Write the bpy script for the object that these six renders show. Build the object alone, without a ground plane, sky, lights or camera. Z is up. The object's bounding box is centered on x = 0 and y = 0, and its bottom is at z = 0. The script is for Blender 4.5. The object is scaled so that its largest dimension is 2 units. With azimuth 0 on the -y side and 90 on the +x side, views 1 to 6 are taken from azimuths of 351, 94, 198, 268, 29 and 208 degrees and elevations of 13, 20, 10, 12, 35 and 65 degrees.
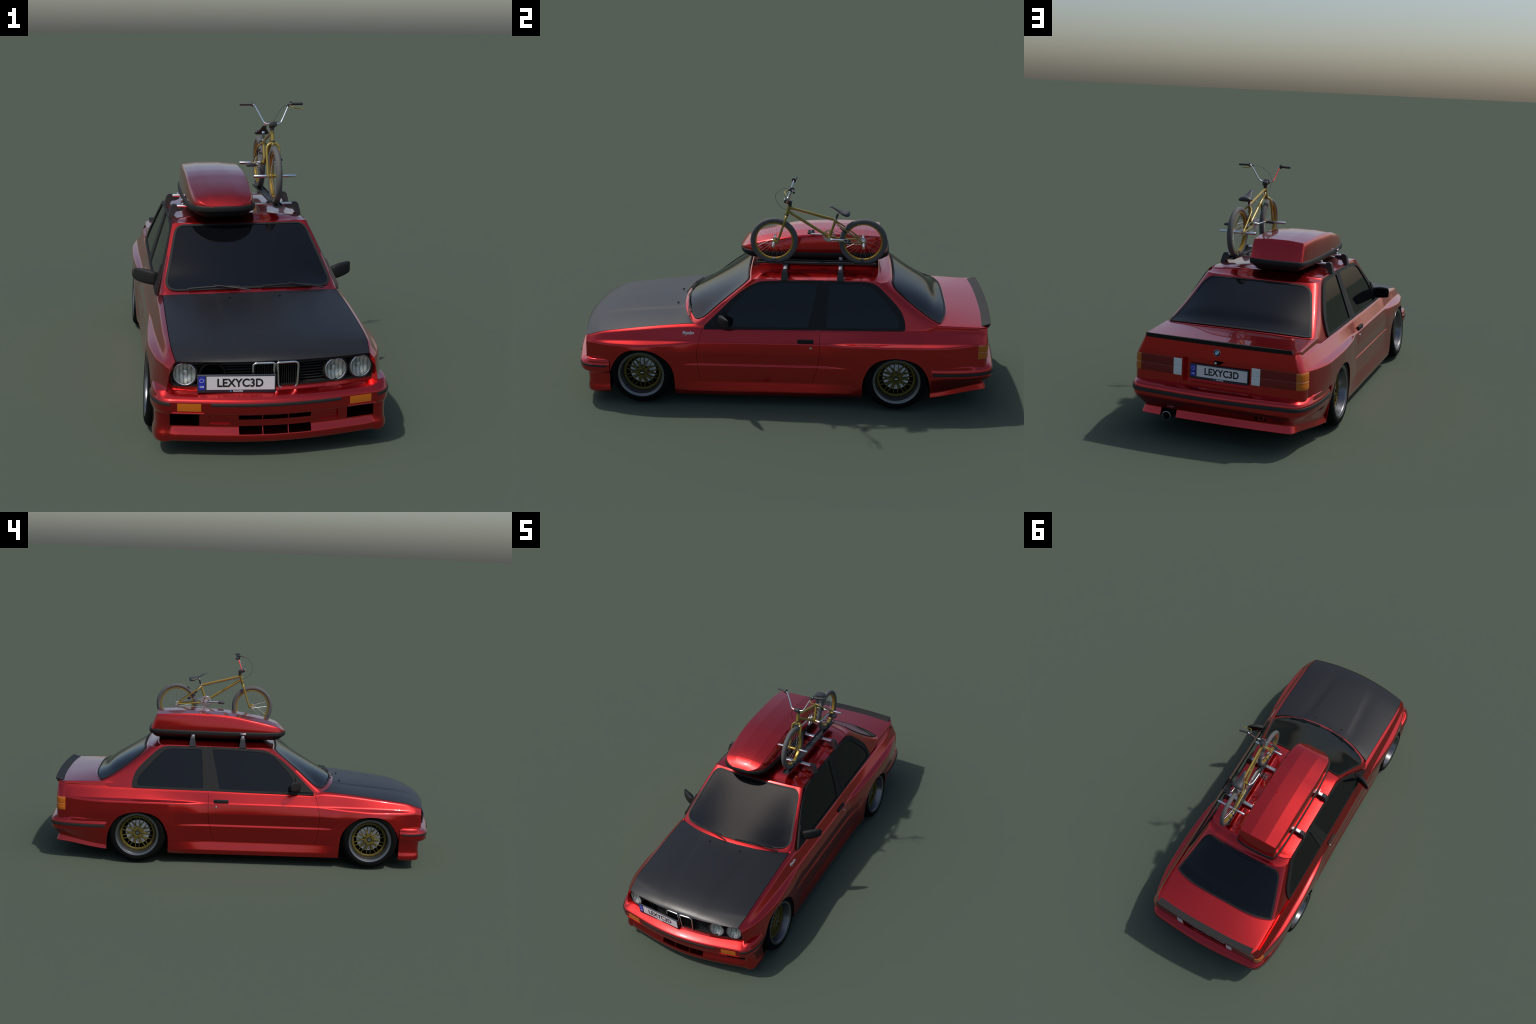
import bpy, bmesh, math
import numpy as np
from mathutils import Vector, Matrix

for _o in list(bpy.data.objects):
    bpy.data.objects.remove(_o, do_unlink=True)

# ------------------------------------------------------------------ helpers
def pchip(keys, xs):
    """Monotone cubic interpolation of {x: value or tuple} at xs."""
    k = np.array(sorted(keys), float)
    v = np.array([np.atleast_1d(keys[a]) for a in sorted(keys)], float)
    xs = np.atleast_1d(np.asarray(xs, float))
    h = np.diff(k)[:, None]
    d = np.diff(v, axis=0) / h
    m = np.zeros_like(v)
    m[0], m[-1] = d[0], d[-1]
    for i in range(1, len(k) - 1):
        for c in range(v.shape[1]):
            a, b = d[i - 1, c], d[i, c]
            if a * b > 0:
                w1 = 2 * h[i, 0] + h[i - 1, 0]
                w2 = h[i, 0] + 2 * h[i - 1, 0]
                m[i, c] = (w1 + w2) / (w1 / a + w2 / b)
    i = np.clip(np.searchsorted(k, xs) - 1, 0, len(k) - 2)
    t = (np.clip(xs, k[0], k[-1]) - k[i]) / (k[i + 1] - k[i])
    t = t[:, None]
    hh = (k[i + 1] - k[i])[:, None]
    r = ((1 + 2 * t) * (1 - t) ** 2 * v[i] + t * (1 - t) ** 2 * hh * m[i]
         + t * t * (3 - 2 * t) * v[i + 1] + t * t * (t - 1) * hh * m[i + 1])
    return r[:, 0] if r.shape[1] == 1 else r

def p1(keys, x):
    r = pchip(keys, [x])
    return float(r[0]) if r.ndim == 1 else r[0]

def lerp(a, b, t):
    return a + (b - a) * t

def smooth(t):
    t = min(max(t, 0.0), 1.0)
    return t * t * (3 - 2 * t)

WORLD = {}      # world positions of the empties that carry parts

def empty(name, loc=(0, 0, 0), parent=None):
    o = bpy.data.objects.new(name, None)
    o.location = loc
    bpy.context.scene.collection.objects.link(o)
    if parent is not None:
        o.parent = parent
        o.matrix_parent_inverse = Matrix.Translation(WORLD.get(parent.name, (0, 0, 0))).inverted()
    WORLD[o.name] = tuple(loc)
    return o

def link(name, mesh, parent, mats, sharp=35.0):
    if mats is not None:
        for m in (mats if isinstance(mats, (list, tuple)) else [mats]):
            if m.name not in mesh.materials:
                mesh.materials.append(m)
    mesh.polygons.foreach_set("use_smooth", [True] * len(mesh.polygons))
    if sharp is not None and sharp < 180:
        mesh.set_sharp_from_angle(angle=math.radians(sharp))
    o = bpy.data.objects.new(name, mesh)
    bpy.context.scene.collection.objects.link(o)
    if parent is not None:
        o.parent = parent
        o.matrix_parent_inverse = Matrix.Translation(WORLD.get(parent.name, (0, 0, 0))).inverted()
    return o

def mesh_from(verts, faces, name="m"):
    me = bpy.data.meshes.new(name)
    me.from_pydata([tuple(float(c) for c in v) for v in verts], [], faces)
    me.validate()
    me.update()
    return me

def grid_faces(nr, nc, base=0, wrap=False):
    f = []
    for i in range(nr - 1):
        for j in range(nc if wrap else nc - 1):
            k = (j + 1) % nc
            f.append((base + i * nc + j, base + i * nc + k, base + (i + 1) * nc + k, base + (i + 1) * nc + j))
    return f

def orient(me, ref):
    """Make an open surface face away from the reference point."""
    ref = Vector(ref)
    s = 0.0
    for p in me.polygons:
        s += p.area * p.normal.dot((p.center - ref).normalized())
    if s < 0:
        me.flip_normals()

def weld(me, dist=1e-5):
    bm = bmesh.new()
    bm.from_mesh(me)
    bmesh.ops.remove_doubles(bm, verts=bm.verts, dist=dist)
    bmesh.ops.dissolve_degenerate(bm, edges=bm.edges, dist=1e-6)
    bm.to_mesh(me)
    bm.free()

def sheet(name, grids, mat, parent, ref=(0, 0, 0.25), thick=0.0, sharp=35.0, mirror=False):
    """Surface from one or more point grids [row][col]; thick = depth inward."""
    out = []
    for sg in ((1, -1) if mirror else (1,)):
        verts, faces = [], []
        for g in (grids if isinstance(grids, list) else [grids]):
            g = np.asarray(g, float)
            b = len(verts)
            verts += [(p[0] * sg, p[1], p[2]) for row in g for p in row]
            faces += grid_faces(g.shape[0], g.shape[1], b)
        me = mesh_from(verts, faces)
        weld(me)
        orient(me, (ref[0] * sg, ref[1], ref[2]))
        if thick:
            solidify(me, thick)
        out.append(link(name, me, parent, mat, sharp))
    return out if mirror else out[0]

def solidify(me, thick):
    bm = bmesh.new()
    bm.from_mesh(me)
    bm.normal_update()
    nv = {v: v.co - v.normal * thick for v in bm.verts}
    fs = list(bm.faces)
    dup = {v: bm.verts.new(c) for v, c in nv.items()}
    for f in fs:
        bm.faces.new([dup[v] for v in reversed(f.verts)]).material_index = f.material_index
    for e in list(bm.edges):
        if len(e.link_faces) == 1 and e.link_faces[0] in fs_set(fs):
            a, b = e.verts
            l = e.link_loops[0]
            a, b = l.vert, l.link_loop_next.vert
            if a in dup and b in dup:
                bm.faces.new([b, a, dup[a], dup[b]]).material_index = e.link_faces[0].material_index
    bm.to_mesh(me)
    bm.free()

_fsc = {}
def fs_set(fs):
    k = id(fs)
    if k not in _fsc:
        _fsc.clear()
        _fsc[k] = set(fs)
    return _fsc[k]

def box(name, c, s, mat, parent, rot=None, bevel=0.0, seg=2):
    bm = bmesh.new()
    bmesh.ops.create_cube(bm, size=1.0)
    for v in bm.verts:
        v.co = Vector((v.co.x * s[0], v.co.y * s[1], v.co.z * s[2]))
    if bevel:
        bmesh.ops.bevel(bm, geom=list(bm.edges), offset=bevel, segments=seg, affect='EDGES', profile=0.5)
    M = Matrix.Translation(c)
    if rot is not None:
        M = M @ rot.to_4x4()
    bm.transform(M)
    me = bpy.data.meshes.new(name)
    bm.to_mesh(me)
    bm.free()
    return link(name, me, parent, mat, 50)

def frame_axes(d, up=(0, 0, 1)):
    d = Vector(d).normalized()
    u = Vector(up)
    if abs(d.dot(u)) > 0.98:
        u = Vector((1, 0, 0))
    a = d.cross(u).normalized()
    b = a.cross(d).normalized()
    return a, b

def tube_geo(pts, r, seg=12, closed=False, cap=True, base=0):
    pts = [Vector(p) for p in pts]
    n = len(pts)
    rs = r if isinstance(r, (list, tuple)) else [r] * n
    verts, faces = [], []
    prev = None
    for i, p in enumerate(pts):
        if closed:
            d = pts[(i + 1) % n] - pts[i - 1]
        else:
            d = pts[min(i + 1, n - 1)] - pts[max(i - 1, 0)]
        d.normalize()
        if prev is None:
            a, b = frame_axes(d)
        else:
            a = (prev - d * prev.dot(d)).normalized()
            b = d.cross(a)
            b = -b if False else b
        prev = a
        b = d.cross(a).normalized()
        for k in range(seg):
            t = 2 * math.pi * k / seg
            verts.append(p + a * (math.cos(t) * rs[i]) + b * (math.sin(t) * rs[i]))
    for i in range(n if closed else n - 1):
        i2 = (i + 1) % n
        for k in range(seg):
            k2 = (k + 1) % seg
            faces.append((base + i * seg + k, base + i * seg + k2, base + i2 * seg + k2, base + i2 * seg + k))
    if cap and not closed:
        faces.append(tuple(base + k for k in reversed(range(seg))))
        faces.append(tuple(base + (n - 1) * seg + k for k in range(seg)))
    return verts, faces

def tube(name, pts, r, mat, parent, seg=12, closed=False, sharp=50):
    v, f = tube_geo(pts, r, seg, closed)
    return link(name, mesh_from(v, f), parent, mat, sharp)

def tubes(name, plist, mat, parent, seg=8, sharp=50):
    V, F = [], []
    for pts, r in plist:
        v, f = tube_geo(pts, r, seg, base=len(V))
        V += v
        F += f
    return link(name, mesh_from(V, F), parent, mat, sharp)

def bez(pts, n=16):
    """Catmull-Rom through control points."""
    P = [np.array(p, float) for p in pts]
    P = [2 * P[0] - P[1]] + P + [2 * P[-1] - P[-2]]
    out = []
    for i in range(1, len(P) - 2):
        for k in range(n):
            t = k / n
            a, b, c, d = P[i - 1], P[i], P[i + 1], P[i + 2]
            out.append(0.5 * (2 * b + (c - a) * t + (2 * a - 5 * b + 4 * c - d) * t * t + (3 * b - a - 3 * c + d) * t ** 3))
    out.append(P[-2])
    return out

def revolve(profile, seg=64, axis='x'):
    """profile: list of (axial, radius) -> verts, faces about the local x axis."""
    verts, faces = [], []
    n = len(profile)
    for j in range(seg):
        t = 2 * math.pi * j / seg
        for a, r in profile:
            verts.append((a, math.cos(t) * r, math.sin(t) * r))
    for j in range(seg):
        j2 = (j + 1) % seg
        for i in range(n - 1):
            faces.append((j * n + i, j2 * n + i, j2 * n + i + 1, j * n + i + 1))
    return verts, faces

def revolved(name, profile, mat, parent, M=None, seg=64, sharp=35):
    v, f = revolve(profile, seg)
    me = mesh_from(v, f)
    weld(me)
    bm = bmesh.new()
    bm.from_mesh(me)
    bmesh.ops.recalc_face_normals(bm, faces=bm.faces)
    if M is not None:
        bm.transform(M)
    bm.to_mesh(me)
    bm.free()
    return link(name, me, parent, mat, sharp)

def round_poly(pts, d, n=3):
    """Round every inner corner of a polyline by distance d."""
    pts = [np.array(p, float) for p in pts]
    out = [pts[0]]
    for i in range(1, len(pts) - 1):
        a, b, c = pts[i - 1], pts[i], pts[i + 1]
        la, lc = np.linalg.norm(a - b), np.linalg.norm(c - b)
        dd = min(d, la * 0.45, lc * 0.45)
        p, q = b + (a - b) / max(la, 1e-9) * dd, b + (c - b) / max(lc, 1e-9) * dd
        for k in range(n + 1):
            t = k / n
            out.append((1 - t) ** 2 * p + 2 * t * (1 - t) * b + t * t * q)
    out.append(pts[-1])
    return out

def round_loop(pts, ds, n=6):
    """Closed polygon with rounded corners (ds: radius-like distance per corner)."""
    pts = [np.array(p, float) for p in pts]
    out = []
    m = len(pts)
    for i in range(m):
        a, b, c = pts[i - 1], pts[i], pts[(i + 1) % m]
        la, lc = np.linalg.norm(a - b), np.linalg.norm(c - b)
        d = ds[i] if isinstance(ds, (list, tuple)) else ds
        dd = min(d, la * 0.48, lc * 0.48)
        p, q = b + (a - b) / la * dd, b + (c - b) / lc * dd
        for k in range(n + 1):
            t = k / n
            out.append((1 - t) ** 2 * p + 2 * t * (1 - t) * b + t * t * q)
    return out

def resample_loop(pts, n):
    P = np.array(list(pts) + [pts[0]], float)
    s = np.concatenate([[0], np.cumsum(np.linalg.norm(np.diff(P, axis=0), axis=1))])
    t = np.linspace(0, s[-1], n, endpoint=False)
    return np.stack([np.interp(t, s, P[:, k]) for k in range(P.shape[1])], 1)

def inset_loop(pts, d):
    """Offset a closed 2D loop inwards by d."""
    P = np.array(pts, float)
    n = len(P)
    area = 0.5 * np.sum(P[:, 0] * np.roll(P[:, 1], -1) - np.roll(P[:, 0], -1) * P[:, 1])
    sgn = 1 if area > 0 else -1
    T = np.roll(P, -1, 0) - np.roll(P, 1, 0)
    T /= np.linalg.norm(T, axis=1)[:, None] + 1e-12
    N = np.stack([-T[:, 1], T[:, 0]], 1) * sgn
    return P + N * (d if np.ndim(d) == 0 else np.asarray(d)[:, None])

def disc_sheet(name, loop, surf, mat, parent, ref, rings=10, thick=0.0, sharp=35, center=None, mirror=False):
    """Fill a closed 2D loop with concentric rings and lift it onto surf(u, v)."""
    L = np.array(loop, float)
    c = L.mean(0) if center is None else np.array(center)
    out = []
    for sg in ((1, -1) if mirror else (1,)):
        V = [surf(*c)]
        for k in range(1, rings + 1):
            V += [surf(*(c + (p - c) * k / rings)) for p in L]
        n = len(L)
        F = [(0, 1 + j, 1 + (j + 1) % n) for j in range(n)]
        for k in range(rings - 1):
            b0, b1 = 1 + k * n, 1 + (k + 1) * n
            F += [(b0 + j, b1 + j, b1 + (j + 1) % n, b0 + (j + 1) % n) for j in range(n)]
        V = [(v[0] * sg, v[1], v[2]) for v in V]
        me = mesh_from(V, F)
        orient(me, (ref[0] * sg, ref[1], ref[2]))
        if thick:
            solidify(me, thick)
        out.append(link(name, me, parent, mat, sharp))
    return out if mirror else out[0]

def ring_sheet(name, outer, inner, surf, mat, parent, ref, thick=0.0, mirror=False, sharp=35, steps=2):
    out = []
    n = len(outer)
    for sg in ((1, -1) if mirror else (1,)):
        V = []
        for k in range(steps + 1):
            t = k / steps
            V += [surf(*(np.array(o) * (1 - t) + np.array(i) * t)) for o, i in zip(outer, inner)]
        F = grid_faces(steps + 1, n, 0, True)
        V = [(v[0] * sg, v[1], v[2]) for v in V]
        me = mesh_from(V, F)
        orient(me, (ref[0] * sg, ref[1], ref[2]))
        if thick:
            solidify(me, thick)
        out.append(link(name, me, parent, mat, sharp))
    return out if mirror else out[0]

def text_mesh(name, body, size, mat, parent, M, extrude=0.0004, offset=0.0, width=None):
    cu = bpy.data.curves.new(name, 'FONT')
    cu.body = body
    cu.size = size
    cu.extrude = extrude
    cu.offset = offset
    cu.align_x = 'CENTER'
    cu.align_y = 'CENTER'
    cu.resolution_u = 4
    ob = bpy.data.objects.new(name, cu)
    bpy.context.scene.collection.objects.link(ob)
    dg = bpy.context.evaluated_depsgraph_get()
    me = bpy.data.meshes.new_from_object(ob.evaluated_get(dg))
    bpy.data.objects.remove(ob, do_unlink=True)
    if width:
        xs = [v.co.x for v in me.vertices]
        k = width / (max(xs) - min(xs))
        for v in me.vertices:
            v.co.x *= k
    me.materials.clear()
    me.transform(M)
    return link(name, me, parent, mat, 30)

def basis(o, u, v):
    """Matrix with local x along u, y along v, z = u x v, origin o."""
    u = Vector(u).normalized()
    n = u.cross(Vector(v)).normalized()
    v = n.cross(u)
    M = Matrix((u, v, n)).transposed().to_4x4()
    M.translation = Vector(o)
    return M

# ---------------------------------------------------------------- materials
def mat(name, col, rough=0.5, metal=0.0, coat=0.0, coat_rough=0.03, spec=0.5, noise=0.0, nscale=40.0,
        bump=0.0, bscale=300.0, trans=0.0, ior=1.5, emis=None):
    m = bpy.data.materials.new(name)
    m.use_nodes = True
    nt = m.node_tree
    b = nt.nodes["Principled BSDF"]
    b.inputs["Base Color"].default_value = (*col, 1)
    b.inputs["Roughness"].default_value = rough
    b.inputs["Metallic"].default_value = metal
    b.inputs["Coat Weight"].default_value = coat
    b.inputs["Coat Roughness"].default_value = coat_rough
    b.inputs["Specular IOR Level"].default_value = spec
    b.inputs["Transmission Weight"].default_value = trans
    b.inputs["IOR"].default_value = ior
    tc = nt.nodes.new("ShaderNodeTexCoord")
    if noise:
        nz = nt.nodes.new("ShaderNodeTexNoise")
        nz.inputs["Scale"].default_value = nscale
        nz.inputs["Detail"].default_value = 4
        nt.links.new(tc.outputs["Object"], nz.inputs["Vector"])
        cr = nt.nodes.new("ShaderNodeValToRGB")
        cr.color_ramp.elements[0].position = 0.3
        cr.color_ramp.elements[1].position = 0.7
        cr.color_ramp.elements[0].color = (*[c * (1 - noise) for c in col], 1)
        cr.color_ramp.elements[1].color = (*[min(1, c * (1 + noise)) for c in col], 1)
        nt.links.new(nz.outputs["Fac"], cr.inputs["Fac"])
        nt.links.new(cr.outputs["Color"], b.inputs["Base Color"])
    if bump:
        nb = nt.nodes.new("ShaderNodeTexNoise")
        nb.inputs["Scale"].default_value = bscale
        nt.links.new(tc.outputs["Object"], nb.inputs["Vector"])
        bp = nt.nodes.new("ShaderNodeBump")
        bp.inputs["Strength"].default_value = bump
        bp.inputs["Distance"].default_value = 0.001
        nt.links.new(nb.outputs["Fac"], bp.inputs["Height"])
        nt.links.new(bp.outputs["Normal"], b.inputs["Normal"])
    return m

RED = mat("red_paint", (0.58, 0.009, 0.010), rough=0.26, metal=0.95, coat=1.0, coat_rough=0.02, noise=0.04, nscale=900)
CARBON = mat("carbon_black", (0.010, 0.010, 0.011), rough=0.37, spec=0.45, noise=0.15, nscale=700)
TRIM = mat("black_trim", (0.011, 0.011, 0.011), rough=0.6, spec=0.28, noise=0.1, nscale=200)
RUBBER = mat("black_rubber", (0.012, 0.012, 0.012), rough=0.6)
DARK = mat("dark_void", (0.003, 0.003, 0.003), rough=0.9, spec=0.1)
GLASS = mat("tinted_glass", (0.003, 0.0035, 0.0045), rough=0.02, spec=0.36)
SGLASS = mat("side_tinted_glass", (0.003, 0.0035, 0.0045), rough=0.02, spec=0.36)
CHROME = mat("chrome", (0.75, 0.75, 0.76), rough=0.15, metal=1.0)
ALU = mat("brushed_aluminium", (0.62, 0.63, 0.66), rough=0.32, metal=1.0, noise=0.05, nscale=60)
LIP = mat("polished_rim", (0.17, 0.175, 0.185), rough=0.30, metal=0.9)  # base darkened to carry the dull ground reflection on the polished lip
GOLD = mat("gold_alloy", (0.110, 0.084, 0.012), rough=0.5, metal=0.2, spec=0.3)
TYRE = mat("tyre_rubber", (0.004, 0.004, 0.004), rough=0.9, spec=0.08, bump=0.15, bscale=200)
DISC = mat("brake_disc", (0.95, 0.96, 0.97), rough=0.5, metal=0.0)  # lightened to near white to offset the shade deep in the wheel
ORANGE = mat("orange_lens", (0.46, 0.115, 0.004), rough=0.18, coat=0.6, spec=0.5)
LAMPRED = mat("red_lens", (0.17, 0.006, 0.008), rough=0.2, spec=0.35, coat=0.25)
LAMPWHITE = mat("white_lens", (0.66, 0.68, 0.68), rough=0.2, coat=0.6)
PLATE = mat("plate_white", (0.72, 0.68, 0.70), rough=0.4)
INK = mat("plate_black", (0.008, 0.008, 0.008), rough=0.5)
BLUE = mat("plate_blue", (0.02, 0.03, 0.42), rough=0.4)
STAR = mat("pale_print", (0.75, 0.76, 0.80), rough=0.5)
SKY = mat("light_blue_print", (0.05, 0.35, 0.75), rough=0.4)
FRAME = mat("plate_frame", (0.030, 0.032, 0.045), rough=0.45)
BIKEGOLD = mat("bike_gold_paint", (0.27, 0.20, 0.030), rough=0.38, metal=0.35, coat=0.3, coat_rough=0.15)
BIKETYRE = mat("bike_tyre", (0.085, 0.085, 0.084), rough=0.8)
BIKERIM = mat("bike_rim_gold", (0.33, 0.22, 0.03), rough=0.35, metal=0.5)
BIKEBLACK = mat("bike_black", (0.022, 0.022, 0.024), rough=0.42)
SADDLE = mat("saddle_black", (0.030, 0.030, 0.034), rough=0.5)
SPOKE = mat("spoke_steel", (0.40, 0.40, 0.41), rough=0.35, metal=1.0)
LENS = mat("lamp_glass", (0.95, 0.96, 0.95), rough=0.02, trans=1.0, ior=1.25)
BOWL = mat("lamp_reflector", (0.60, 0.63, 0.60), rough=0.30, metal=0.35)

def colour_bands(m, scale):
    nt = m.node_tree
    b = nt.nodes["Principled BSDF"]
    tc = nt.nodes.new("ShaderNodeTexCoord")
    wv = nt.nodes.new("ShaderNodeTexWave")
    wv.bands_direction = 'X'
    wv.inputs["Scale"].default_value = scale
    nt.links.new(tc.outputs["Object"], wv.inputs["Vector"])
    cr = nt.nodes.new("ShaderNodeValToRGB")
    c = b.inputs["Base Color"].default_value
    cr.color_ramp.elements[0].color = (c[0] * .45, c[1] * .45, c[2] * .45, 1)  # alternating darker and paler vertical bands in the base colour
    cr.color_ramp.elements[1].color = (c[0], c[1], c[2], 1)
    cr.color_ramp.elements[1].position = .6
    nt.links.new(wv.outputs["Fac"], cr.inputs["Fac"])
    nt.links.new(cr.outputs["Color"], b.inputs["Base Color"])
colour_bands(BOWL, 26)

# =================================================================== THE CAR
car = empty("red_coupe_car")
car["label"] = "red two-door coupe with black bonnet, wide arches, gold wheels"
car["category"] = "car"

# ---- body side rails: y -> (x, z)
R_TOP = {-.917: (.3035, .309), -.88: (.309, .322), -.844: (.313, .334), -.75: (.3145, .3485), -.643: (.3145, .3620),
         -.5: (.3135, .3775), -.42: (.3125, .3835), -.385: (.321, .376), -.36: (.3305, .3675), -.2: (.3325, .369), 0: (.3325, .371), .18: (.333, .373),
         .4: (.332, .375), .573: (.331, .377), .73: (.332, .379), .90: (.327, .377), .945: (.312, .372)}
R_SH = {-.917: (.3080, .3055), -.88: (.3165, .3165), -.844: (.3225, .3275), -.75: (.3275, .3415), -.643: (.3295, .3545), -.5: (.3305, .3680), -.42: (.3310, .3730),
        -.385: (.3325, .367), -.36: (.3345, .3615), -.2: (.3370, .363), 0: (.3375, .364), .18: (.3380, .365), .4: (.3380, .367), .573: (.3380, .369), .73: (.3380, .371), .90: (.3310, .369), .945: (.315, .365)}
R_U = {-.917: (.321, .288), -.88: (.332, .300), -.8: (.341, .305), -.65: (.349, .311), -.5: (.352, .313),
       -.38: (.356, .316), -.2: (.358, .318), 0: (.359, .319), .15: (.358, .319), .2: (.356, .319), .35: (.358, .323),
       .54: (.364, .327), .7: (.363, .329), .85: (.354, .330), .905: (.346, .330), .945: (.325, .328)}
R_L = {-.917: (.323, .278), -.88: (.340, .291), -.8: (.363, .293), -.65: (.377, .295), -.55: (.374, .299),
       -.45: (.366, .306), -.38: (.3615, .310), -.2: (.3625, .313), 0: (.3635, .314), .15: (.3625, .314), .2: (.361, .313), .3: (.376, .315),
       .4: (.384, .318), .54: (.390, .319), .7: (.388, .320), .85: (.365, .324), .905: (.350, .325), .945: (.327, .322)}
R_M = {-.917: (.327, .250), -.88: (.343, .256), -.8: (.367, .258), -.65: (.384, .272), -.55: (.380, .262), -.45: (.3755, .262),
       -.38: (.3705, .262), 0: (.3705, .262), .15: (.3705, .262), .2: (.370, .262), .3: (.380, .262), .4: (.388, .262),
       .54: (.393, .268), .7: (.391, .262), .85: (.369, .262), .905: (.353, .262), .945: (.330, .262)}
R_4 = {-.917: (.334, .206), -.8: (.372, .206), -.65: (.386, .206), -.55: (.379, .206), -.47: (.3745, .206), -.38: (.3650, .206), 0: (.363, .206),
       .17: (.3625, .206), .3: (.375, .206), .38: (.389, .206), .54: (.394, .206), .7: (.388, .206), .85: (.372, .206), .945: (.335, .206)}
R_5 = {-.917: (.334, .199), -.8: (.373, .199), -.65: (.386, .199), -.55: (.379, .199), -.47: (.3750, .199), -.42: (.3715, .199), -.38: (.3690, .199), 0: (.368, .199),
       .17: (.3675, .199), .3: (.377, .199), .38: (.389, .199), .54: (.394, .199), .7: (.388, .199), .85: (.372, .199), .945: (.335, .199)}
R_6 = {-.8: (.373, .117), -.5: (.378, .117), -.4: (.368, .117), 0: (.362, .117), .15: (.362, .117), .3: (.371, .117), .38: (.386, .117), .7: (.38, .117)}
R_7 = {-.8: (.377, .073), -.5: (.377, .073), -.4: (.376, .072), 0: (.374, .071), .3: (.377, .070), .38: (.384, .069), .7: (.374, .07)}
R_8 = {-.8: (.374, .053), -.5: (.374, .053), 0: (.370, .052), .38: (.366, .050), .7: (.37, .05)}
RAILS = [R_TOP, R_SH, R_U, R_L, R_M, R_4, R_5, R_6, R_7, R_8]

def section(y):
    return [np.array([p1(r, y)[0], p1(r, y)[1]]) for r in RAILS]

def side_x(y, z):
    s = round_poly(section(y), 0.008, 4)
    zs = np.array([p[1] for p in s])[::-1]
    xs = np.array([p[0] for p in s])[::-1]
    return float(np.interp(z, zs, xs))

ARCH_F = {-.805: .060, -.8: .150, -.793: .176, -.777: .208, -.751: .241, -.724: .2605, -.685: .272, -.645: .2735,
          -.60: .266, -.561: .2455, -.541: .2295, -.5185: .2035, -.501: .165, -.495: .122, -.493: .060}
ARCH_R = {.379: .060, .381: .130, .394: .180, .412: .2165, .437: .241, .482: .2605, .533: .2665, .578: .2605, .6215: .245,
          .650: .222, .6705: .189, .6855: .149, .6915: .110, .693: .060}

def col_points(y, zb, full, nlow=14, dy=None):
    """One vertical column of side points at y, from the top rail down to zb (or to the sill)."""
    s = section(y)
    if full:
        poly = round_poly(s, 0.007, 3)
        poly = poly + [poly[-1] + np.array([-.012, -.006]), poly[-1] + np.array([-.05, -.004])]
        pts = poly
    else:
        head = round_poly([s[0], s[1], s[2], s[3], s[4]], 0.007, 3)
        head = head[:-1]
        z0 = head[-1][1]
        pts = head + [np.array([side_x(y, lerp(z0, zb, k / nlow)), lerp(z0, zb, k / nlow)]) for k in range(1, nlow + 1)]
    # densify the long straight runs near the top
    return [(p[0], y + (dy(p[1]) if dy else 0.0), p[1]) for p in pts]

def cols(ys, zbf, full, dyf=None, nlow=14):
    C = []
    for i, y in enumerate(ys):
        C.append(col_points(y, zbf(y) if zbf else None, full, nlow, (lambda z, i=i: dyf(i / (len(ys) - 1), z)) if dyf else None))
    return np.array(C)

DOOR_F = {.052: .013, .113: .013, .20: .0015, .271: -.002, .316: .008, .366: .023, .40: .03}     # y offset from -.387
DOOR_R = {.05: -.036, .114: -.030, .2: -.0075, .259: .0005, .314: .002, .373: -.001, .40: -.002}  # y offset from .180
G = 0.0007
fF = lambda z: p1(DOOR_F, z)
fR = lambda z: p1(DOOR_R, z)

zF = lambda y: p1(ARCH_F, y)
zR = lambda y: p1(ARCH_R, y)

def archspace(a, b, n):
    t = np.linspace(0, math.pi, n)
    return (a + b) / 2 - (b - a) / 2 * np.cos(t)

# front fender: nose part, arch part, door-side part
nose = cols(np.linspace(-.917, -.8005, 16), lambda y: .2125, False)
archF = cols(archspace(-.8005, -.4932, 46), lambda y: max(zF(y), .20 if y < -.80 else 0), False)
backF = cols(np.linspace(-.4932, -.387, 14), None, True, lambda u, z: (fF(z) - G) * u)
zsill = .1145
cut = next(i for i, p in enumerate(backF[0]) if p[2] < zsill + .004)
sheet("front_fender", [nose, archF, backF[:, :cut]], RED, car, thick=.004, mirror=True)
door_cols = cols(np.linspace(-.387, .180, 40), None, True,
                 lambda u, z: (fF(z) + G) * (1 - u) + (fR(z) - G) * u)
sheet("door", [door_cols[:, :cut]], RED, car, thick=.004, mirror=True)
# the sill skirt runs unbroken from arch to arch below the door
skirt = cols(np.linspace(-.4932, .379, 60), None, True)
sheet("side_skirt", [skirt[:, cut - 1:] - np.array([0.0005, 0, .0008])], RED, car, thick=.004, mirror=True)
qf = cols(np.linspace(.180, .379, 18), None, True, lambda u, z: (fR(z) + G) * (1 - u))
archR = cols(archspace(.379, .6930, 46), lambda y: zR(y), False)
qr = cols(np.linspace(.6930, .908, 20), lambda y: .2215, False)
sheet("rear_quarter_panel", [qf[:, :cut], archR, qr], RED, car, thick=.004, mirror=True)

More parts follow.
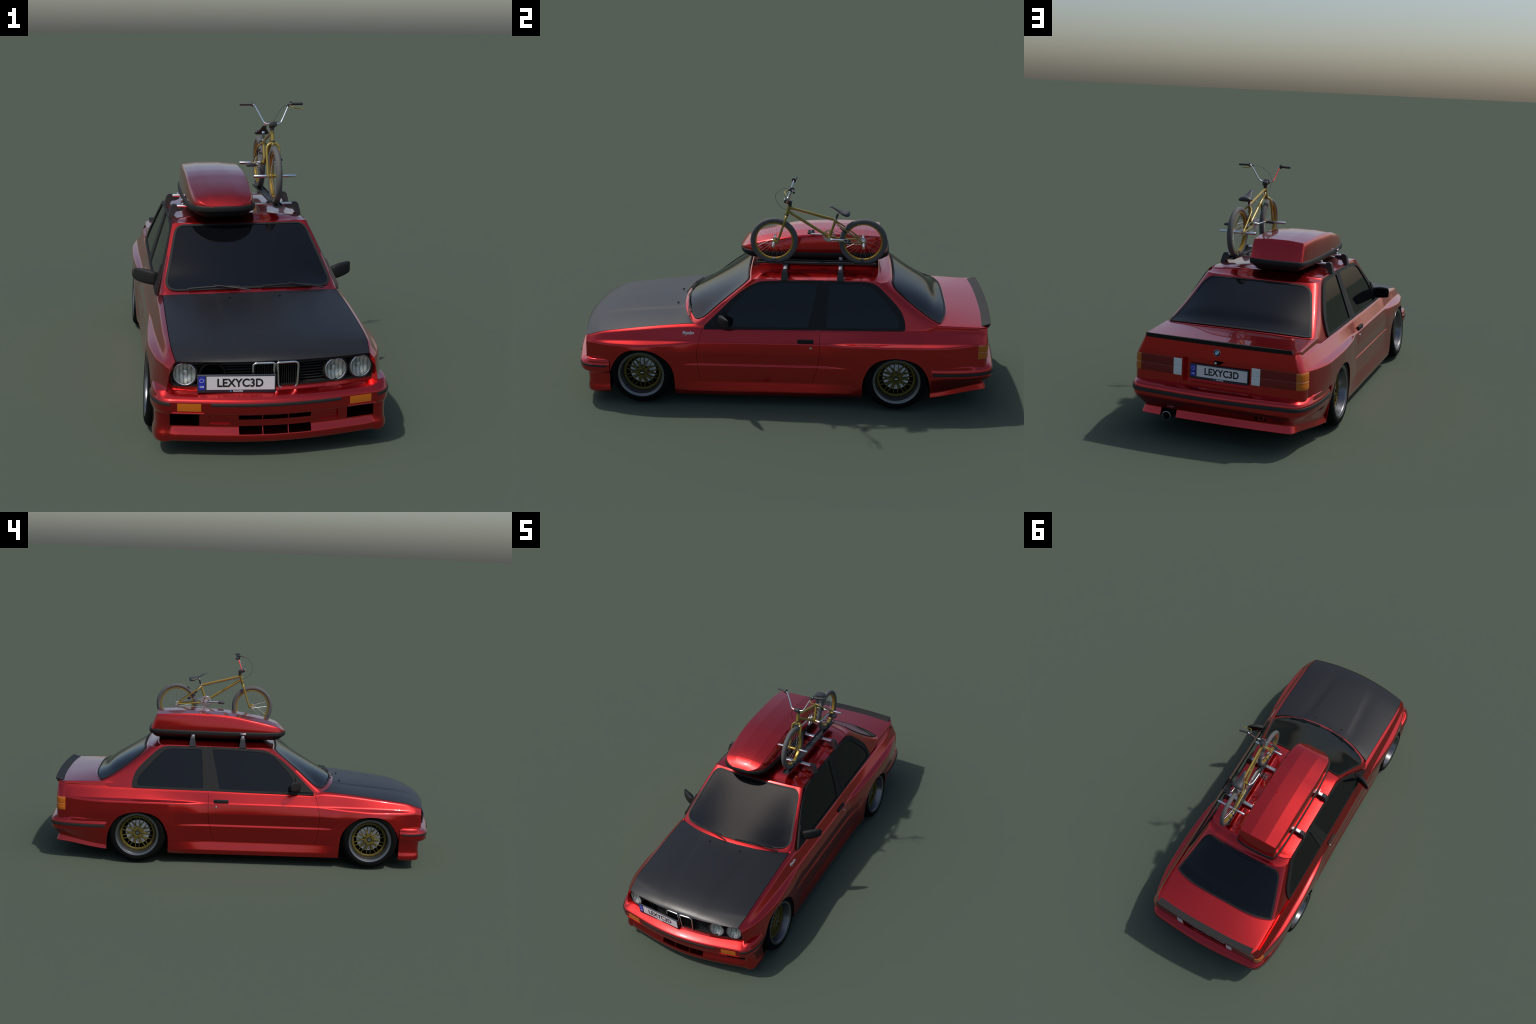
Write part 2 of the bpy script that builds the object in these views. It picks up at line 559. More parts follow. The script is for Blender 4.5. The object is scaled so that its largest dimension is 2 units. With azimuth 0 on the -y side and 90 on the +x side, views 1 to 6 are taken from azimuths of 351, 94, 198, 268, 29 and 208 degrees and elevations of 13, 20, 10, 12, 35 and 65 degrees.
# ---- wheel arch liners and dark underbody
def liner(name, ac, ys):
    outer, inner = [], []
    for y in ys:
        z = p1(ac, y)
        x = side_x(y, max(z, .06)) - .003
        outer.append((x, y, z))
        inner.append((.235, y, z))
    return np.array([outer, inner])
for s_, (a, b) in ((ARCH_F, (-.805, -.493)), (ARCH_R, (.379, .693))):
    sheet("wheel_arch_liner", [liner("l", s_, archspace(a, b, 50))], DARK, car, ref=((0, 0, 2)), mirror=True)
def dark_box(c, s):
    return box("underbody", c, s, DARK, car)
dark_box((0, .0, .165), (.47, 1.80, .19))
dark_box((0, -.055, .16), (.70, .86, .20))
dark_box((0, .81, .175), (.62, .22, .10))
dark_box((0, -.86, .18), (.58, .08, .10))

# ---- plan paths for the wrap-round bumpers (half, from the arch to the centre line)
def plan(pts, n=60):
    P = np.array(bez([(p[0], p[1], 0) for p in pts], 14))
    s = np.concatenate([[0], np.cumsum(np.linalg.norm(np.diff(P, axis=0), axis=1))])
    return P, s

def path_at(P, s, u):
    t = np.clip(u, 0, 1) * s[-1]
    return np.array([np.interp(t, s, P[:, 0]), np.interp(t, s, P[:, 1])])

def path_frame(P, s, u, ymax):
    e = 1e-3
    a, b = path_at(P, s, u - e), path_at(P, s, u + e)
    d = (b - a) / (np.linalg.norm(b - a) + 1e-12)
    n = np.array([d[1], -d[0]])
    p = path_at(P, s, u)
    if np.dot(n, p - np.array([0, ymax])) < 0:
        n = -n
    if u > 0.999:
        n = np.array([0, np.sign(p[1])])
    return p, n

def u_at_x(P, s, x):
    us = np.linspace(0.25, 1, 2000)
    xs = np.array([path_at(P, s, u)[0] for u in us])
    return float(us[np.argmin(np.abs(xs - x))])

# ---------------------------------------------------------- front bumper
FB_P, FB_S = plan([(.376, -.8025), (.379, -.84), (.374, -.885), (.357, -.925), (.330, -.9475), (.302, -.9545),
                   (.231, -.9695), (.15, -.985), (.07, -.995), (0, -.9985)])

def fb_profile(w):
    """(z, offset inwards) from the joint under the grille down to the underside; w: 0 side .. 1 front."""
    return [(.2165 + .003 * w, lerp(.040, .075, w)), (.2175 + .003 * w, lerp(.010, .045, w)), (.208, lerp(.004, .020, w)), (.1985, .0035), (.192, .0), (.180, -.0005), (.160, .0), (.153, .003),
            (.1495, lerp(.004, .012, w)), (.1462, lerp(.007, .040, w)), (.120, lerp(.009, .0425, w)), (.100, lerp(.009, .044, w)),
            (.088, lerp(.008, .040, w)), (.073, lerp(.004, .034, w)), (.058, lerp(.003, .034, w)), (.049, lerp(.006, .040, w)), (.047, lerp(.03, .09, w))]

def fb_point(u, row_t, out=0.0):
    p, n = path_frame(FB_P, FB_S, u, -.6)
    x = p[0]
    w = smooth((.375 - x) / .038) if p[1] < -.86 else 0.0
    prof = round_poly(fb_profile(w), .006, 3)
    i = row_t
    z, off = prof[i]
    q = p - n * (off - out)
    return (q[0], q[1], z)

def fb_surf(x, z, out=0.0):
    """Point on the front bumper at a given x (front part) and z."""
    u = u_at_x(FB_P, FB_S, abs(x))
    p, n = path_frame(FB_P, FB_S, u, -.6)
    prof = round_poly(fb_profile(1.0), .006, 3)
    zs = np.array([a[0] for a in prof])[::-1]
    os_ = np.array([a[1] for a in prof])[::-1]
    off = float(np.interp(z, zs, os_))
    q = p - n * (off - out)
    return (math.copysign(q[0], x) if x else 0.0, q[1], z)

nrows = len(round_poly(fb_profile(1.0), .006, 3))
ux = [u_at_x(FB_P, FB_S, x) for x in (.323, .302, .278, .255, .233, .215, .203, .17, .14, .127, .1135, .09, .065, .0415, .0385, .02, 0)]
us = sorted(set(list(np.linspace(0, ux[0], 22)[:-1]) + ux))
us[-1] = 1.0
gridF = np.array([[fb_point(u, i) for i in range(nrows)] for u in us])

def cut_openings(me, boxes, depth, dark_index, direction):
    """Push the faces whose centres fall in the boxes (x0,x1,z0,z1) inwards: a real recess."""
    bm = bmesh.new()
    bm.from_mesh(me)
    for (x0, x1, z0, z1) in boxes:
        for co, no in (((x0, 0, 0), (1, 0, 0)), ((x1, 0, 0), (1, 0, 0)), ((0, 0, z0), (0, 0, 1)), ((0, 0, z1), (0, 0, 1))):
            fs = [f for f in bm.faces if x0 - .02 < f.calc_center_median().x < x1 + .02 and z0 - .02 < f.calc_center_median().z < z1 + .02
                  and abs(f.calc_center_median().y) > .85]
            ge = list({e for f in fs for e in f.edges} | {v for f in fs for v in f.verts}) + fs
            bmesh.ops.bisect_plane(bm, geom=ge, plane_co=co, plane_no=no, dist=1e-5)
        fs = [f for f in bm.faces if x0 < f.calc_center_median().x < x1 and z0 < f.calc_center_median().z < z1 and abs(f.calc_center_median().y) > .85]
        if not fs:
            continue
        r = bmesh.ops.extrude_face_region(bm, geom=fs)
        bmesh.ops.delete(bm, geom=fs, context='FACES')
        for g in r['geom']:
            if isinstance(g, bmesh.types.BMVert):
                g.co += Vector(direction) * depth
            if isinstance(g, bmesh.types.BMFace):
                g.material_index = dark_index
    bm.to_mesh(me)
    bm.free()

def whole(gridhalf):
    g = np.asarray(gridhalf, float)
    m = g[::-1][1:] * np.array([-1, 1, 1])
    return np.concatenate([g, m], 0)

def grid_mesh(g, ref):
    me = mesh_from([p for r in g for p in r], grid_faces(g.shape[0], g.shape[1]))
    weld(me)
    orient(me, ref)
    return me

me = grid_mesh(whole(gridF), (0, -.5, .15))
me.materials.append(RED)
me.materials.append(DARK)
op = []
for s in (1, -1):
    a, b = (.233, .323) if s > 0 else (-.323, -.233)
    op.append((a, b, .1005, .1385))
for a, b in ((-.113, -.0415), (-.0385, .0385), (.0415, .113)):
    op.append((a, b, .1225, .1365))
    op.append((a, b, .076, .1015))
cut_openings(me, op, .15, 1, (0, 1, 0))
cut_openings(me, [(-.203, -.140, .106, .1375), (.140, .203, .106, .1375)], .007, 0, (0, 1, 0))
front_bumper = link("front_bumper", me, car, None, 40)

# rubber strips and indicators on the front bumper
def wrap_strip(name, P, S, prof_fn, u0, u1, z0, z1, proud, mat_, n=30, ymid=-.6, both=True, parent=None):
    """Raised strip that follows a plan path, half-round section, closed ends."""
    rows = [(z0, -.003), (z0 + .001, proud * .75), (z0 + (z1 - z0) * .3, proud), (z0 + (z1 - z0) * .7, proud), (z1 - .001, proud * .75), (z1, -.003)]
    g = []
    for u in np.linspace(u0, u1, n):
        p, nn = path_frame(P, S, u, ymid)
        o = prof_fn(u)
        g.append([(p[0] + nn[0] * (pr + o), p[1] + nn[1] * (pr + o), z) for z, pr in rows])
    g = np.array(g)
    c0, c1 = g[0].mean(0), g[-1].mean(0)
    g = np.concatenate([[np.repeat(c0[None], len(rows), 0)], g, [np.repeat(c1[None], len(rows), 0)]], 0)
    return sheet(name, [g], mat_, parent or car, ref=(0, ymid, .19), mirror=both)

uA, uB = u_at_x(FB_P, FB_S, .323), u_at_x(FB_P, FB_S, .2005)
wrap_strip("bumper_strip", FB_P, FB_S, lambda u: 0.0, .025, uA, .1795, .1905, .0025, RUBBER)
gs = []
for x in np.linspace(-.201, .201, 41):
    u = u_at_x(FB_P, FB_S, abs(x))
    p, nn = path_frame(FB_P, FB_S, u, -.6)
    sx = -1 if x < 0 else 1
    gs.append([(sx * (p[0] + nn[0] * pr), p[1] + nn[1] * pr, z) for z, pr in
               ((.1795, -.003), (.1805, .002), (.184, .0028), (.187, .0028), (.1895, .002), (.1905, -.003))])
sheet("bumper_strip", [np.array(gs)], RUBBER, car, ref=(0, -.6, .19))
for s in (1, -1):
    q = []
    for x in np.linspace(.231, .302, 8):
        q.append([fb_surf(s * x, z, o) for z, o in ((.1635, -.004), (.1637, .0006), (.176, .0012), (.1883, .0006), (.1885, -.004))])
    q = np.array(q)
    ca = [q[0].mean(0)] * 5
    cb = [q[-1].mean(0)] * 5
    sheet("indicator", [np.concatenate([[ca], q, [cb]], 0)], ORANGE, car, ref=(s * .26, -.7, .176))
    sh = []
    for x in np.linspace(.222, .318, 10):
        sh.append([fb_surf(s * x, z, o) for z, o in ((.1605, -.004), (.160, .002), (.158, .0035), (.155, .0025), (.152, -.006))])
    sheet("indicator_ledge", [np.array(sh)], RED, car, ref=(s * .26, -.7, .158))

# ---------------------------------------------------------- nose, grille, lamps
def nose_y(x, z):
    return -.949 + .45 * x * x

npn = []
for x in np.linspace(-.325, .325, 41):
    npn.append([(x, nose_y(x, z) + (-.010 * (1 - (x / .325) ** 2) if z < .222 else -.004 * (1 - (x / .325) ** 2) if z < .23 else .055), z) for z in (.207, .2125, .218, .2245, .2285, .236, .27, .309)])
sheet("nose_panel", [np.array(npn)], RED, car, ref=(0, -.5, .26))
for s in (1, -1):
    box("panel_gap", (s * .300, nose_y(.30, .22) - .0002, .2175), (.0014, .002, .014), DARK, car)

for s in (1, -1):
    fr_ = []
    for z in np.linspace(.2095, .3085, 20):
        xo = side_x(-.917, max(z, .2125))
        xi = min(float(np.interp(z, [.2275, .262, .3055], [.318, .321, .303])) - .003, xo - .0015)
        fr_.append([(s * (xo + .0004), -.9160, z), (s * (xo - .0008), -.9182, z), (s * lerp(xo, xi, .4), lerp(-.9182, nose_y(xi, z), .4) - .001, z), (s * xi, nose_y(xi, z) - .0012, z), (s * (xi - .002), nose_y(xi, z) + .02, z)])
    sheet("fender_nose", [np.array(fr_)], RED, car, ref=(s * .30, -.6, .26))
gl = resample_loop(round_loop([(-.303, .3055), (.303, .3055), (.321, .262), (.318, .2275), (-.318, .2275), (-.321, .262)],
                              [.012, .012, .02, .03, .03, .02]), 120)
gsurf = lambda x, z: (x, nose_y(x, z) + .050, z)
disc_sheet("grille_panel", gl, gsurf, DARK, car, (0, -.5, .26), rings=8)
gi = inset_loop(gl, .0065)
ring_sheet("grille_surround", gl, gi, lambda x, z: (x, nose_y(x, z) - .001, z), TRIM, car, (0, -.5, .26), thick=.050)
# horizontal grille slats, broken round the lamps by the lamp pods in front of them
for k in range(8):
    z = .2345 + k * .0091
    hw = .315 if z < .275 else .315 - (z - .275) * .35
    spans, cur = [], []
    for x in np.linspace(-hw, hw, 127):
        if any((x - lx) ** 2 + (z - .2668) ** 2 < .0405 ** 2 for lx in (-.274, -.191, .191, .274)) or abs(x) < .069:
            if len(cur) > 1:
                spans.append(cur)
            cur = []
            continue
        y = nose_y(x, z) + .016
        cur.append([(x, y + .004, z + .0024), (x, y - .0055, z + .0018), (x, y - .0068, z), (x, y - .0055, z - .0018), (x, y + .004, z - .0024)])
    if len(cur) > 1:
        spans.append(cur)
    sheet("grille_slat", [np.array(c) for c in spans], TRIM, car, ref=(0, -.5, z))

def lathe_y(name, profile, c, mat_, parent, seg=48, sharp=35, tilt=0.0):
    M = Matrix.Translation(c) @ Matrix.Rotation(tilt, 4, 'Z') @ Matrix.Rotation(-math.pi / 2, 4, 'Z')
    return revolved(name, profile, mat_, parent, M, seg, sharp)

def headlight(c, tilt):
    lathe_y("headlamp_bezel", [(-.012, .0425), (.004, .0425), (.0085, .0405), (.0095, .038), (.006, .0362), (-.012, .0355)], c, TRIM, car, tilt=tilt)
    lathe_y("headlamp_ring", [(.002, .0362), (.0075, .0362), (.0085, .0345), (.0075, .0330), (.002, .0330)], c, ALU, car, tilt=tilt)
    lathe_y("headlamp_reflector", [(.003, .0335), (-.004, .030), (-.010, .024), (-.0145, .015), (-.016, .009), (-.006, .0085), (-.0045, .006), (-.004, .0)], c, BOWL, car, tilt=tilt)
    # lens with vertical flutes
    R = .0338
    nr, ns = 14, 72
    V, F = [], []
    V.append((0, -.0105, 0))
    for i in range(1, nr + 1):
        r = R * i / nr
        for j in range(ns):
            t = 2 * math.pi * j / ns
            x, z = r * math.cos(t), r * math.sin(t)
            y = -(.0105 - .0045 * (r / R) ** 2) - .0005 * (abs(math.sin(x / .0042 * math.pi)))
            V.append((x, y, z))
    F += [(0, 1 + j, 1 + (j + 1) % ns) for j in range(ns)]
    for i in range(nr - 1):
        b0, b1 = 1 + i * ns, 1 + (i + 1) * ns
        F += [(b0 + j, b1 + j, b1 + (j + 1) % ns, b0 + (j + 1) % ns) for j in range(ns)]
    me = mesh_from(V, F)
    orient(me, (0, .5, 0))
    solidify(me, .0012)
    me.transform(Matrix.Translation(c) @ Matrix.Rotation(tilt, 4, 'Z'))
    link("headlamp_lens", me, car, LENS, 60)

headlight((.274, nose_y(.274, .267) + .0075, .267), .22)
headlight((-.274, nose_y(.274, .267) + .0075, .267), -.22)
headlight((.191, nose_y(.191, .2665) + .0075, .2665), .15)
# the fourth lamp is an open black intake
lathe_y("intake_duct", [(-.012, .0425), (.004, .0425), (.0085, .0405), (.0095, .038), (.006, .036), (-.02, .030), (-.03, .024), (-.03, 0)],
        (-.191, nose_y(.191, .2665) + .0005, .2665), DARK, car, tilt=-.15)

# twin kidney grilles
for s in (1, -1):
    lp = round_loop([(.0045, .3045), (.0705, .3045), (.0675, .2215), (.0085, .2215)], [.004, .014, .014, .012], 6)
    lp = resample_loop(lp, 72)
    y_k = lambda x, z: nose_y(x, z) - .0085 + .085 * (.304 - z) + .02 * x
    tube("kidney_frame", [(s * x, y_k(x, z), z) for x, z in lp], .0042, CHROME, car, seg=10, closed=True)
    li = inset_loop(lp, .002)
    disc_sheet("kidney_back", li, lambda x, z: (x * s, y_k(x, z) + .040, z), DARK, car, (0, -.5, .26), rings=3)
    outer = [(s * x, y_k(x, z) + .0005, z) for x, z in lp]
    inner = [(s * x, y_k(x, z) + .042, z) for x, z in lp]
    me = mesh_from(outer + inner, grid_faces(2, len(lp), 0, True))
    link("kidney_shroud", me, car, TRIM, 40)
    for k in range(8):
        x = .0135 + k * .0069
        box("kidney_slat", (s * x, y_k(x, .263) + .0125, .263), (.0017, .018, .079), TRIM, car)

# number plate
def number_plate(c, u, v, w, h, small_w=True):
    M = basis(c, u, v)
    n = Vector(M.col[2][:3])
    R3 = M.to_3x3()
    holder = empty("number_plate", tuple(c), car)
    def pl(name, x, y, z, sx, sy, sz, m, bev=0.0):
        return box(name, tuple(M @ Vector((x, y, z))), (sx, sy, sz), m, holder, rot=R3, bevel=bev)
    pl("plate_frame", 0, 0, 0, w, h, .007, FRAME, .0015)
    ph = h * .74
    yo = h * .045
    pl("plate_panel", w * .018 + .008, yo, .0034, w * .865, ph, .001, PLATE)
    pl("plate_band", -w * .4425, yo, .0034, w * .082, ph, .001, BLUE)
    MM = M @ Matrix.Translation((w * .045, yo - h * .005, .0040))
    text_mesh("plate_lettering", "LEXYC3D", h * .63, INK, holder, MM, .0003, .0010, width=w * .585)
    text_mesh("plate_lettering", "GB", h * .16, STAR, holder, M @ Matrix.Translation((-w * .4425, yo - ph * .28, .0040)), .0003, width=w * .055)
    text_mesh("plate_lettering", "Sketchfab", h * .105, STAR, holder, M @ Matrix.Translation((w * .02, -h * .40, .0036)), .0003, .0002, width=w * .125)
    V, F = [], []
    for k in range(12):
        t = 2 * math.pi * k / 12
        cx, cy = -w * .4425 + math.cos(t) * h * .105, yo + ph * .2 + math.sin(t) * h * .105
        b = len(V)
        for i in range(10):
            r = (.0016 if i % 2 == 0 else .0007)
            a = math.pi * i / 5 + math.pi / 2
            V.append(M @ Vector((cx + r * math.cos(a), cy + r * math.sin(a), .0042)))
        F.append(tuple(b + i for i in range(10)))
    st = link("plate_star", mesh_from(V, F), holder, STAR, 30)
    st["kind"] = "stuff"
    V = [M @ Vector((-w * .075 + .0024 * math.cos(2 * math.pi * k / 20), -h * .40 + .0024 * math.sin(2 * math.pi * k / 20), .0040)) for k in range(20)]
    link("plate_logo", mesh_from(V, [tuple(range(20))]), holder, SKY, 30)

TL, TR, BL, BR = (Vector(p) for p in ((-.2395, -.941, .273), (-.0015, -.9655, .2715), (-.2405, -.936, .2145), (-.0015, -.9605, .2155)))
cc = (TL + TR + BL + BR) / 4
number_plate(cc + Vector((0, -.0045, 0)), (TR - TL), (TL - BL), (TR - TL).length, (TL - BL).length)

# ---------------------------------------------------------- bonnet
def hood_edge(y):
    x, z = p1(R_TOP, y)
    return x - .0022, z + .0008

HC = {-.962: .3085, -.957: .315, -.945: .324, -.92: .3355, -.88: .3475, -.82: .3595, -.72: .3725, -.6: .3855, -.512: .3955, -.47: .4035}
def hood_pt(s, t):
    """s in [-1,1] across, t in [0,1] from the windscreen to the nose."""
    a = abs(s)
    y_rear = lerp(-.479, -.404, a ** 2.4)
    y_front = lerp(-.959, -.9195, a ** 2)
    y = lerp(y_rear, y_front, t)
    ye = lerp(-.404, -.9175, t)
    xe, ze = hood_edge(ye)
    yc = lerp(-.479, -.959, t)
    zc = p1(HC, yc)
    xr = lerp(.117, .071, t) / xe            # dome ridge as a fraction of the half width
    dome = .0022 * math.sin(math.pi * min(1, .12 + .88 * t)) ** .5
    zv = lerp(zc - dome, ze, 0)
    if a < xr:
        z = zc - .0015 * (a / xr) ** 2
    else:
        q = (a - xr) / (1 - xr)
        zr = zc - .0015
        z = lerp(zr, ze, q ** 1.7) - dome * math.exp(-((q - .20) / .18) ** 2) * (1 - math.exp(-(q / .09) ** 2)) - dome * .35 * math.exp(-((q - .4) / .3) ** 2)
    return (s * xe, y, z)

ss = sorted(set([round(v, 4) for v in np.concatenate([np.linspace(-1, 1, 61), np.linspace(.2, .42, 16), -np.linspace(.2, .42, 16)])]))
ts = np.concatenate([np.linspace(0, .85, 30), np.linspace(.85, 1, 22)[1:]])
hg = [[hood_pt(s, t) for s in ss] for t in ts]
lastrow = hg[-1]
hg.append([(p[0], p[1] + .001, p[2] - .003) for p in lastrow])
hg.append([(p[0], p[1] + .008, p[2] - .005) for p in lastrow])
sheet("bonnet", [np.array(hg)], CARBON, car, ref=(0, -.65, 0), thick=.004, sharp=60)
for s in (1, -1):
    zc = .3975
    box("washer_jet", (s * .088, -.512, .3975), (.007, .009, .005), TRIM, car, bevel=.0018)

# ---------------------------------------------------------- cabin shell
def side_plane_x(z):
    return .331 - .36 * (z - .375)

def ws_low(s):      # windscreen foot (shell), s 0..1
    a = abs(s)
    return np.array([s * .318, -.475 + .085 * a ** 2.4, .4045 - .020 * a ** 2.2])
def ws_top(s):
    a = abs(s)
    return np.array([s * .2550, -.150 + .012 * a ** 2.5, .5895 - .001 * a ** 3])
def ws_pt(s, t, out=0.0):
    p = lerp(ws_low(s), ws_top(s), t)
    a = min(abs(s), 1)
    g = 1.6 * a ** 3 * (1 - a ** 6)
    b = (-.004 - .004 * g + .008 * a ** 8) * math.sin(math.pi * min(max(t, 0), 1)) - (.011 * g) * math.exp(-((t - .20) / .16) ** 2)
    n = np.array([0, -.48, .88])
    return p + n * (b + out)
def rw_low(s):
    a = abs(s)
    return np.array([s * .316, .774 - .044 * a ** 3.8, .4165 - .013 * a ** 4])
def rw_top(s):
    a = abs(s)
    return np.array([s * .2475, .507 - .008 * a ** 2.2 - .030 * a ** 9, .5790 - .004 * a ** 3 + .003 * a ** 9])
def rw_pt(s, t, out=0.0):
    p = lerp(rw_low(s), rw_top(s), t)
    a = min(abs(s), 1)
    tt = min(max(t, 0), 1)
    g = 1.6 * a ** 3 * (1 - a ** 6)
    b = (.003 - .005 * a ** 2 - .009 * a ** 4 - .010 * g) * math.sin(math.pi * tt ** .75) - .005 * math.exp(-((t - .16) / .11) ** 2) * (1 - a ** 6)
    n = np.array([0, .53, .85])
    return p + n * (b + out)

SB = {-.40: .3835, -.385: .372, -.365: .362, -.2: .363, .18: .367, .573: .371, .66: .378, .75: .398}
ST = {-.14: .5885, -.09: .590, .0: .588, .2: .5895, .36: .5905, .43: .5885, .47: .5780, .50: .575}
def side_pt(f, t, out=0.0):
    A, C = ws_pt(1, t), rw_pt(1, t)
    y = lerp(A[1], C[1], f)
    zb = lerp(A[2], C[2], f) if t > 1 else None
    z0 = p1(SB, lerp(ws_low(1)[1], rw_low(1)[1], f))
    z1 = p1(ST, lerp(ws_top(1)[1], rw_top(1)[1], f))
    z = lerp(z0, z1, t)
    ea, ec = math.exp(-(f / .035) ** 2), math.exp(-((1 - f) / .035) ** 2)
    x = side_plane_x(z) + out - .0045
    x = x * (1 - ea - ec) + (A[0] * ea + C[0] * ec)
    z = z * (1 - ea - ec) + (A[2] * ea + C[2] * ec)
    return np.array([x, y, z])

NT = 22
tl = np.linspace(-.02, 1, NT)
fr = np.linspace(0, .97, 26)
sd = np.concatenate([np.linspace(0.0, .06, 8)[1:], np.linspace(.06, .94, 34)[1:], np.linspace(.94, 1, 8)[1:-1]])
shell = []
for t in tl:
    inset = -.005 * smooth((t - .03) / .06) * smooth((.96 - t) / .06)
    row = [ws_pt(s, t, inset * smooth((.93 - s) / .1)) for s in fr] + [side_pt(f, t) for f in sd] + [rw_pt(s, t, inset * smooth((.90 - s) / .1)) for s in fr[::-1]]
    shell.append(row)
shell = np.array(shell)
cowl = shell[0] + np.array([0, 0, -.014])
shell = np.concatenate([[cowl], shell], 0)
# roof: pull the top ring inwards and close it along the centre line
top = shell[-1]
def roof_z(x, y):
    yy = (y - .15) / .33
    return .0095 * max(0, 1 - yy * yy)
roof_rows = []
cx_line = [(0, lerp(top[0][1], top[-1][1], k / (top.shape[0] - 1))) for k in range(top.shape[0])]
xsf = [1.0, .985, .965, .93, .88, .8, .66, .5, .33, .16, 0]
lift = [0, .0032, .0052, .0072, .0088, .0105, .0125, .0135, .0140, .0142, .0142]
R = []
nt = top.shape[0]
for k, (xf, lf) in enumerate(zip(xsf, lift)):
    row = []
    for j in range(nt):
        x0, y0, z0 = top[j]
        yb = y0
        x = x0 * xf
        edge = max(math.exp(-((y0 + .145) / .03) ** 2), math.exp(-((y0 - .50) / .035) ** 2))
        # only the long sides rise; front and rear rims stay on their own curve
        yline = lerp(-.147, .506, smooth((j - 25) / (nt - 51))) if 25 <= j <= nt - 26 else y0
        y = y0
        zc = .5855 if y0 < 0 else .5745
        rise = lf * min(1.0, max(0.0, (y0 + .150) / .05)) * min(1.0, max(0.0, (.507 - y0) / .06))
        row.append((x, y, z0 + rise))
    R.append(row)
# front and rear rims are shared, so rebuild the roof as a clean x/y grid instead
def roof_pt(s, v):
    yf, yr = ws_top(s)[1], rw_top(s)[1]
    y = lerp(yf, yr, v)
    zt = p1(ST, y) if abs(s) > .0 else 0
    zside = p1(ST, min(max(y, -.138), .497))
    a = abs(s)
    ft, rt = ws_top(s)[2], rw_top(s)[2]
    xs_ = lerp(ws_top(1)[0], rw_top(1)[0], v)
    xs_ = side_plane_x(zside) - .0045 if .06 < v < .94 else lerp(xs_, side_plane_x(zside) - .0045, smooth(min(v, 1 - v) / .06))
    crown = .019 * (1 - a ** 2.6) * smooth(v / .11) * smooth((1 - v) / .09)
    basez = lerp(ft, zside, smooth(v / .12)) if v < .5 else lerp(rt, zside, smooth((1 - v) / .16))
    return (s * xs_, y, basez + crown * (1.0 if a < 1 else 0))
sv = np.array([-1, -.99, -.975, -.95, -.91, -.86, -.78, -.66, -.5, -.33, -.16, 0])
sv = np.concatenate([sv, -sv[::-1][1:]])
vv = np.concatenate([[0, .01, .025, .045, .07, .1, .14], np.linspace(.18, .84, 24), [.88, .92, .95, .975, .99, 1]])
roofg = np.array([[roof_pt(s, v) for s in sv] for v in vv])
full_shell = np.concatenate([shell, (shell * np.array([-1, 1, 1]))[:, ::-1][:, 1:]], 1)
sheet("cabin_shell", [full_shell], RED, car, ref=(0, .15, .3), sharp=50)
sheet("roof", [roofg], RED, car, ref=(0, .15, .3), sharp=50)
# raised lip across the back of the roof
lipv = []
for s in np.linspace(-1, 1, 41):
    v = .912
    p = np.array(roof_pt(s, v))
    q = np.array(roof_pt(s, v + .012))
    m = np.array(roof_pt(s, v - .03))
    lipv.append([m + (0, 0, -.0005), p + (0, -.004, .0028), p + (0, .0, .0034), p + (0, .003, .0022), q + (0, 0, -.001)])
sheet("roof_lip", [np.array(lipv)], RED, car, ref=(0, .3, .3), sharp=60)

# windscreen and rear window: rubber frame + glass, on the curved shell
def glazing(name, pt, corners, rad, rub, refp):
    lp = resample_loop(round_loop(corners, rad, 8), 140)
    sc = np.array([.285, .36])
    li = inset_loop(lp * sc, rub) / sc
    ring_sheet(name + "_seal", lp, li, lambda s, t: pt(s, t, .0030), TRIM, car, refp, thick=.006, steps=2)
    disc_sheet(name, li, lambda s, t: pt(s, t, .0014), GLASS, car, refp, rings=14)
glazing("windscreen", ws_pt, [(-.975, .035), (.975, .035), (.952, .972), (-.952, .972)],
        [.17, .17, .14, .14], .0085, (0, .2, .3))
glazing("rear_window", rw_pt, [(-.972, .018), (.972, .018), (.925, .955), (-.925, .955)],
        [.015, .015, .20, .20], .010, (0, .2, .3))

# side windows: black frames with the glass set in
def side_surf(out):
    return lambda y, z: (side_plane_x(z) + out * .94, y, z + out * .34)
front_out = [(-.3625, .3685), (-.303, .428), (-.237, .493), (-.190, .531), (-.148, .557), (-.118, .5735), (-.088, .581), (0, .585), (.1, .587), (.2035, .588),
             (.196, .52), (.186, .44), (.178, .3735), (0, .3715), (-.2, .3695)]
front_in = [(-.262, .400), (-.247, .438), (-.227, .469), (-.185, .512), (-.145, .550), (-.109, .564), (-.072, .569), (0, .572), (.08, .574), (.170, .575),
            (.158, .52), (.140, .44), (.1265, .383), (0, .3815), (-.2, .3805), (-.262, .3805)]
rear_out = [(.1805, .3735), (.1885, .44), (.1985, .52), (.206, .588), (.293, .5865), (.386, .586), (.421, .581), (.450, .5655), (.496, .523), (.534, .4845), (.556, .456),
            (.569, .42), (.573, .3775), (.4, .3755)]
rear_in = [(.2105, .3845), (.2165, .48), (.224, .575), (.293, .573), (.377, .572), (.413, .564), (.457, .523), (.505, .471), (.537, .433), (.546, .411),
           (.544, .388), (.4, .386)]
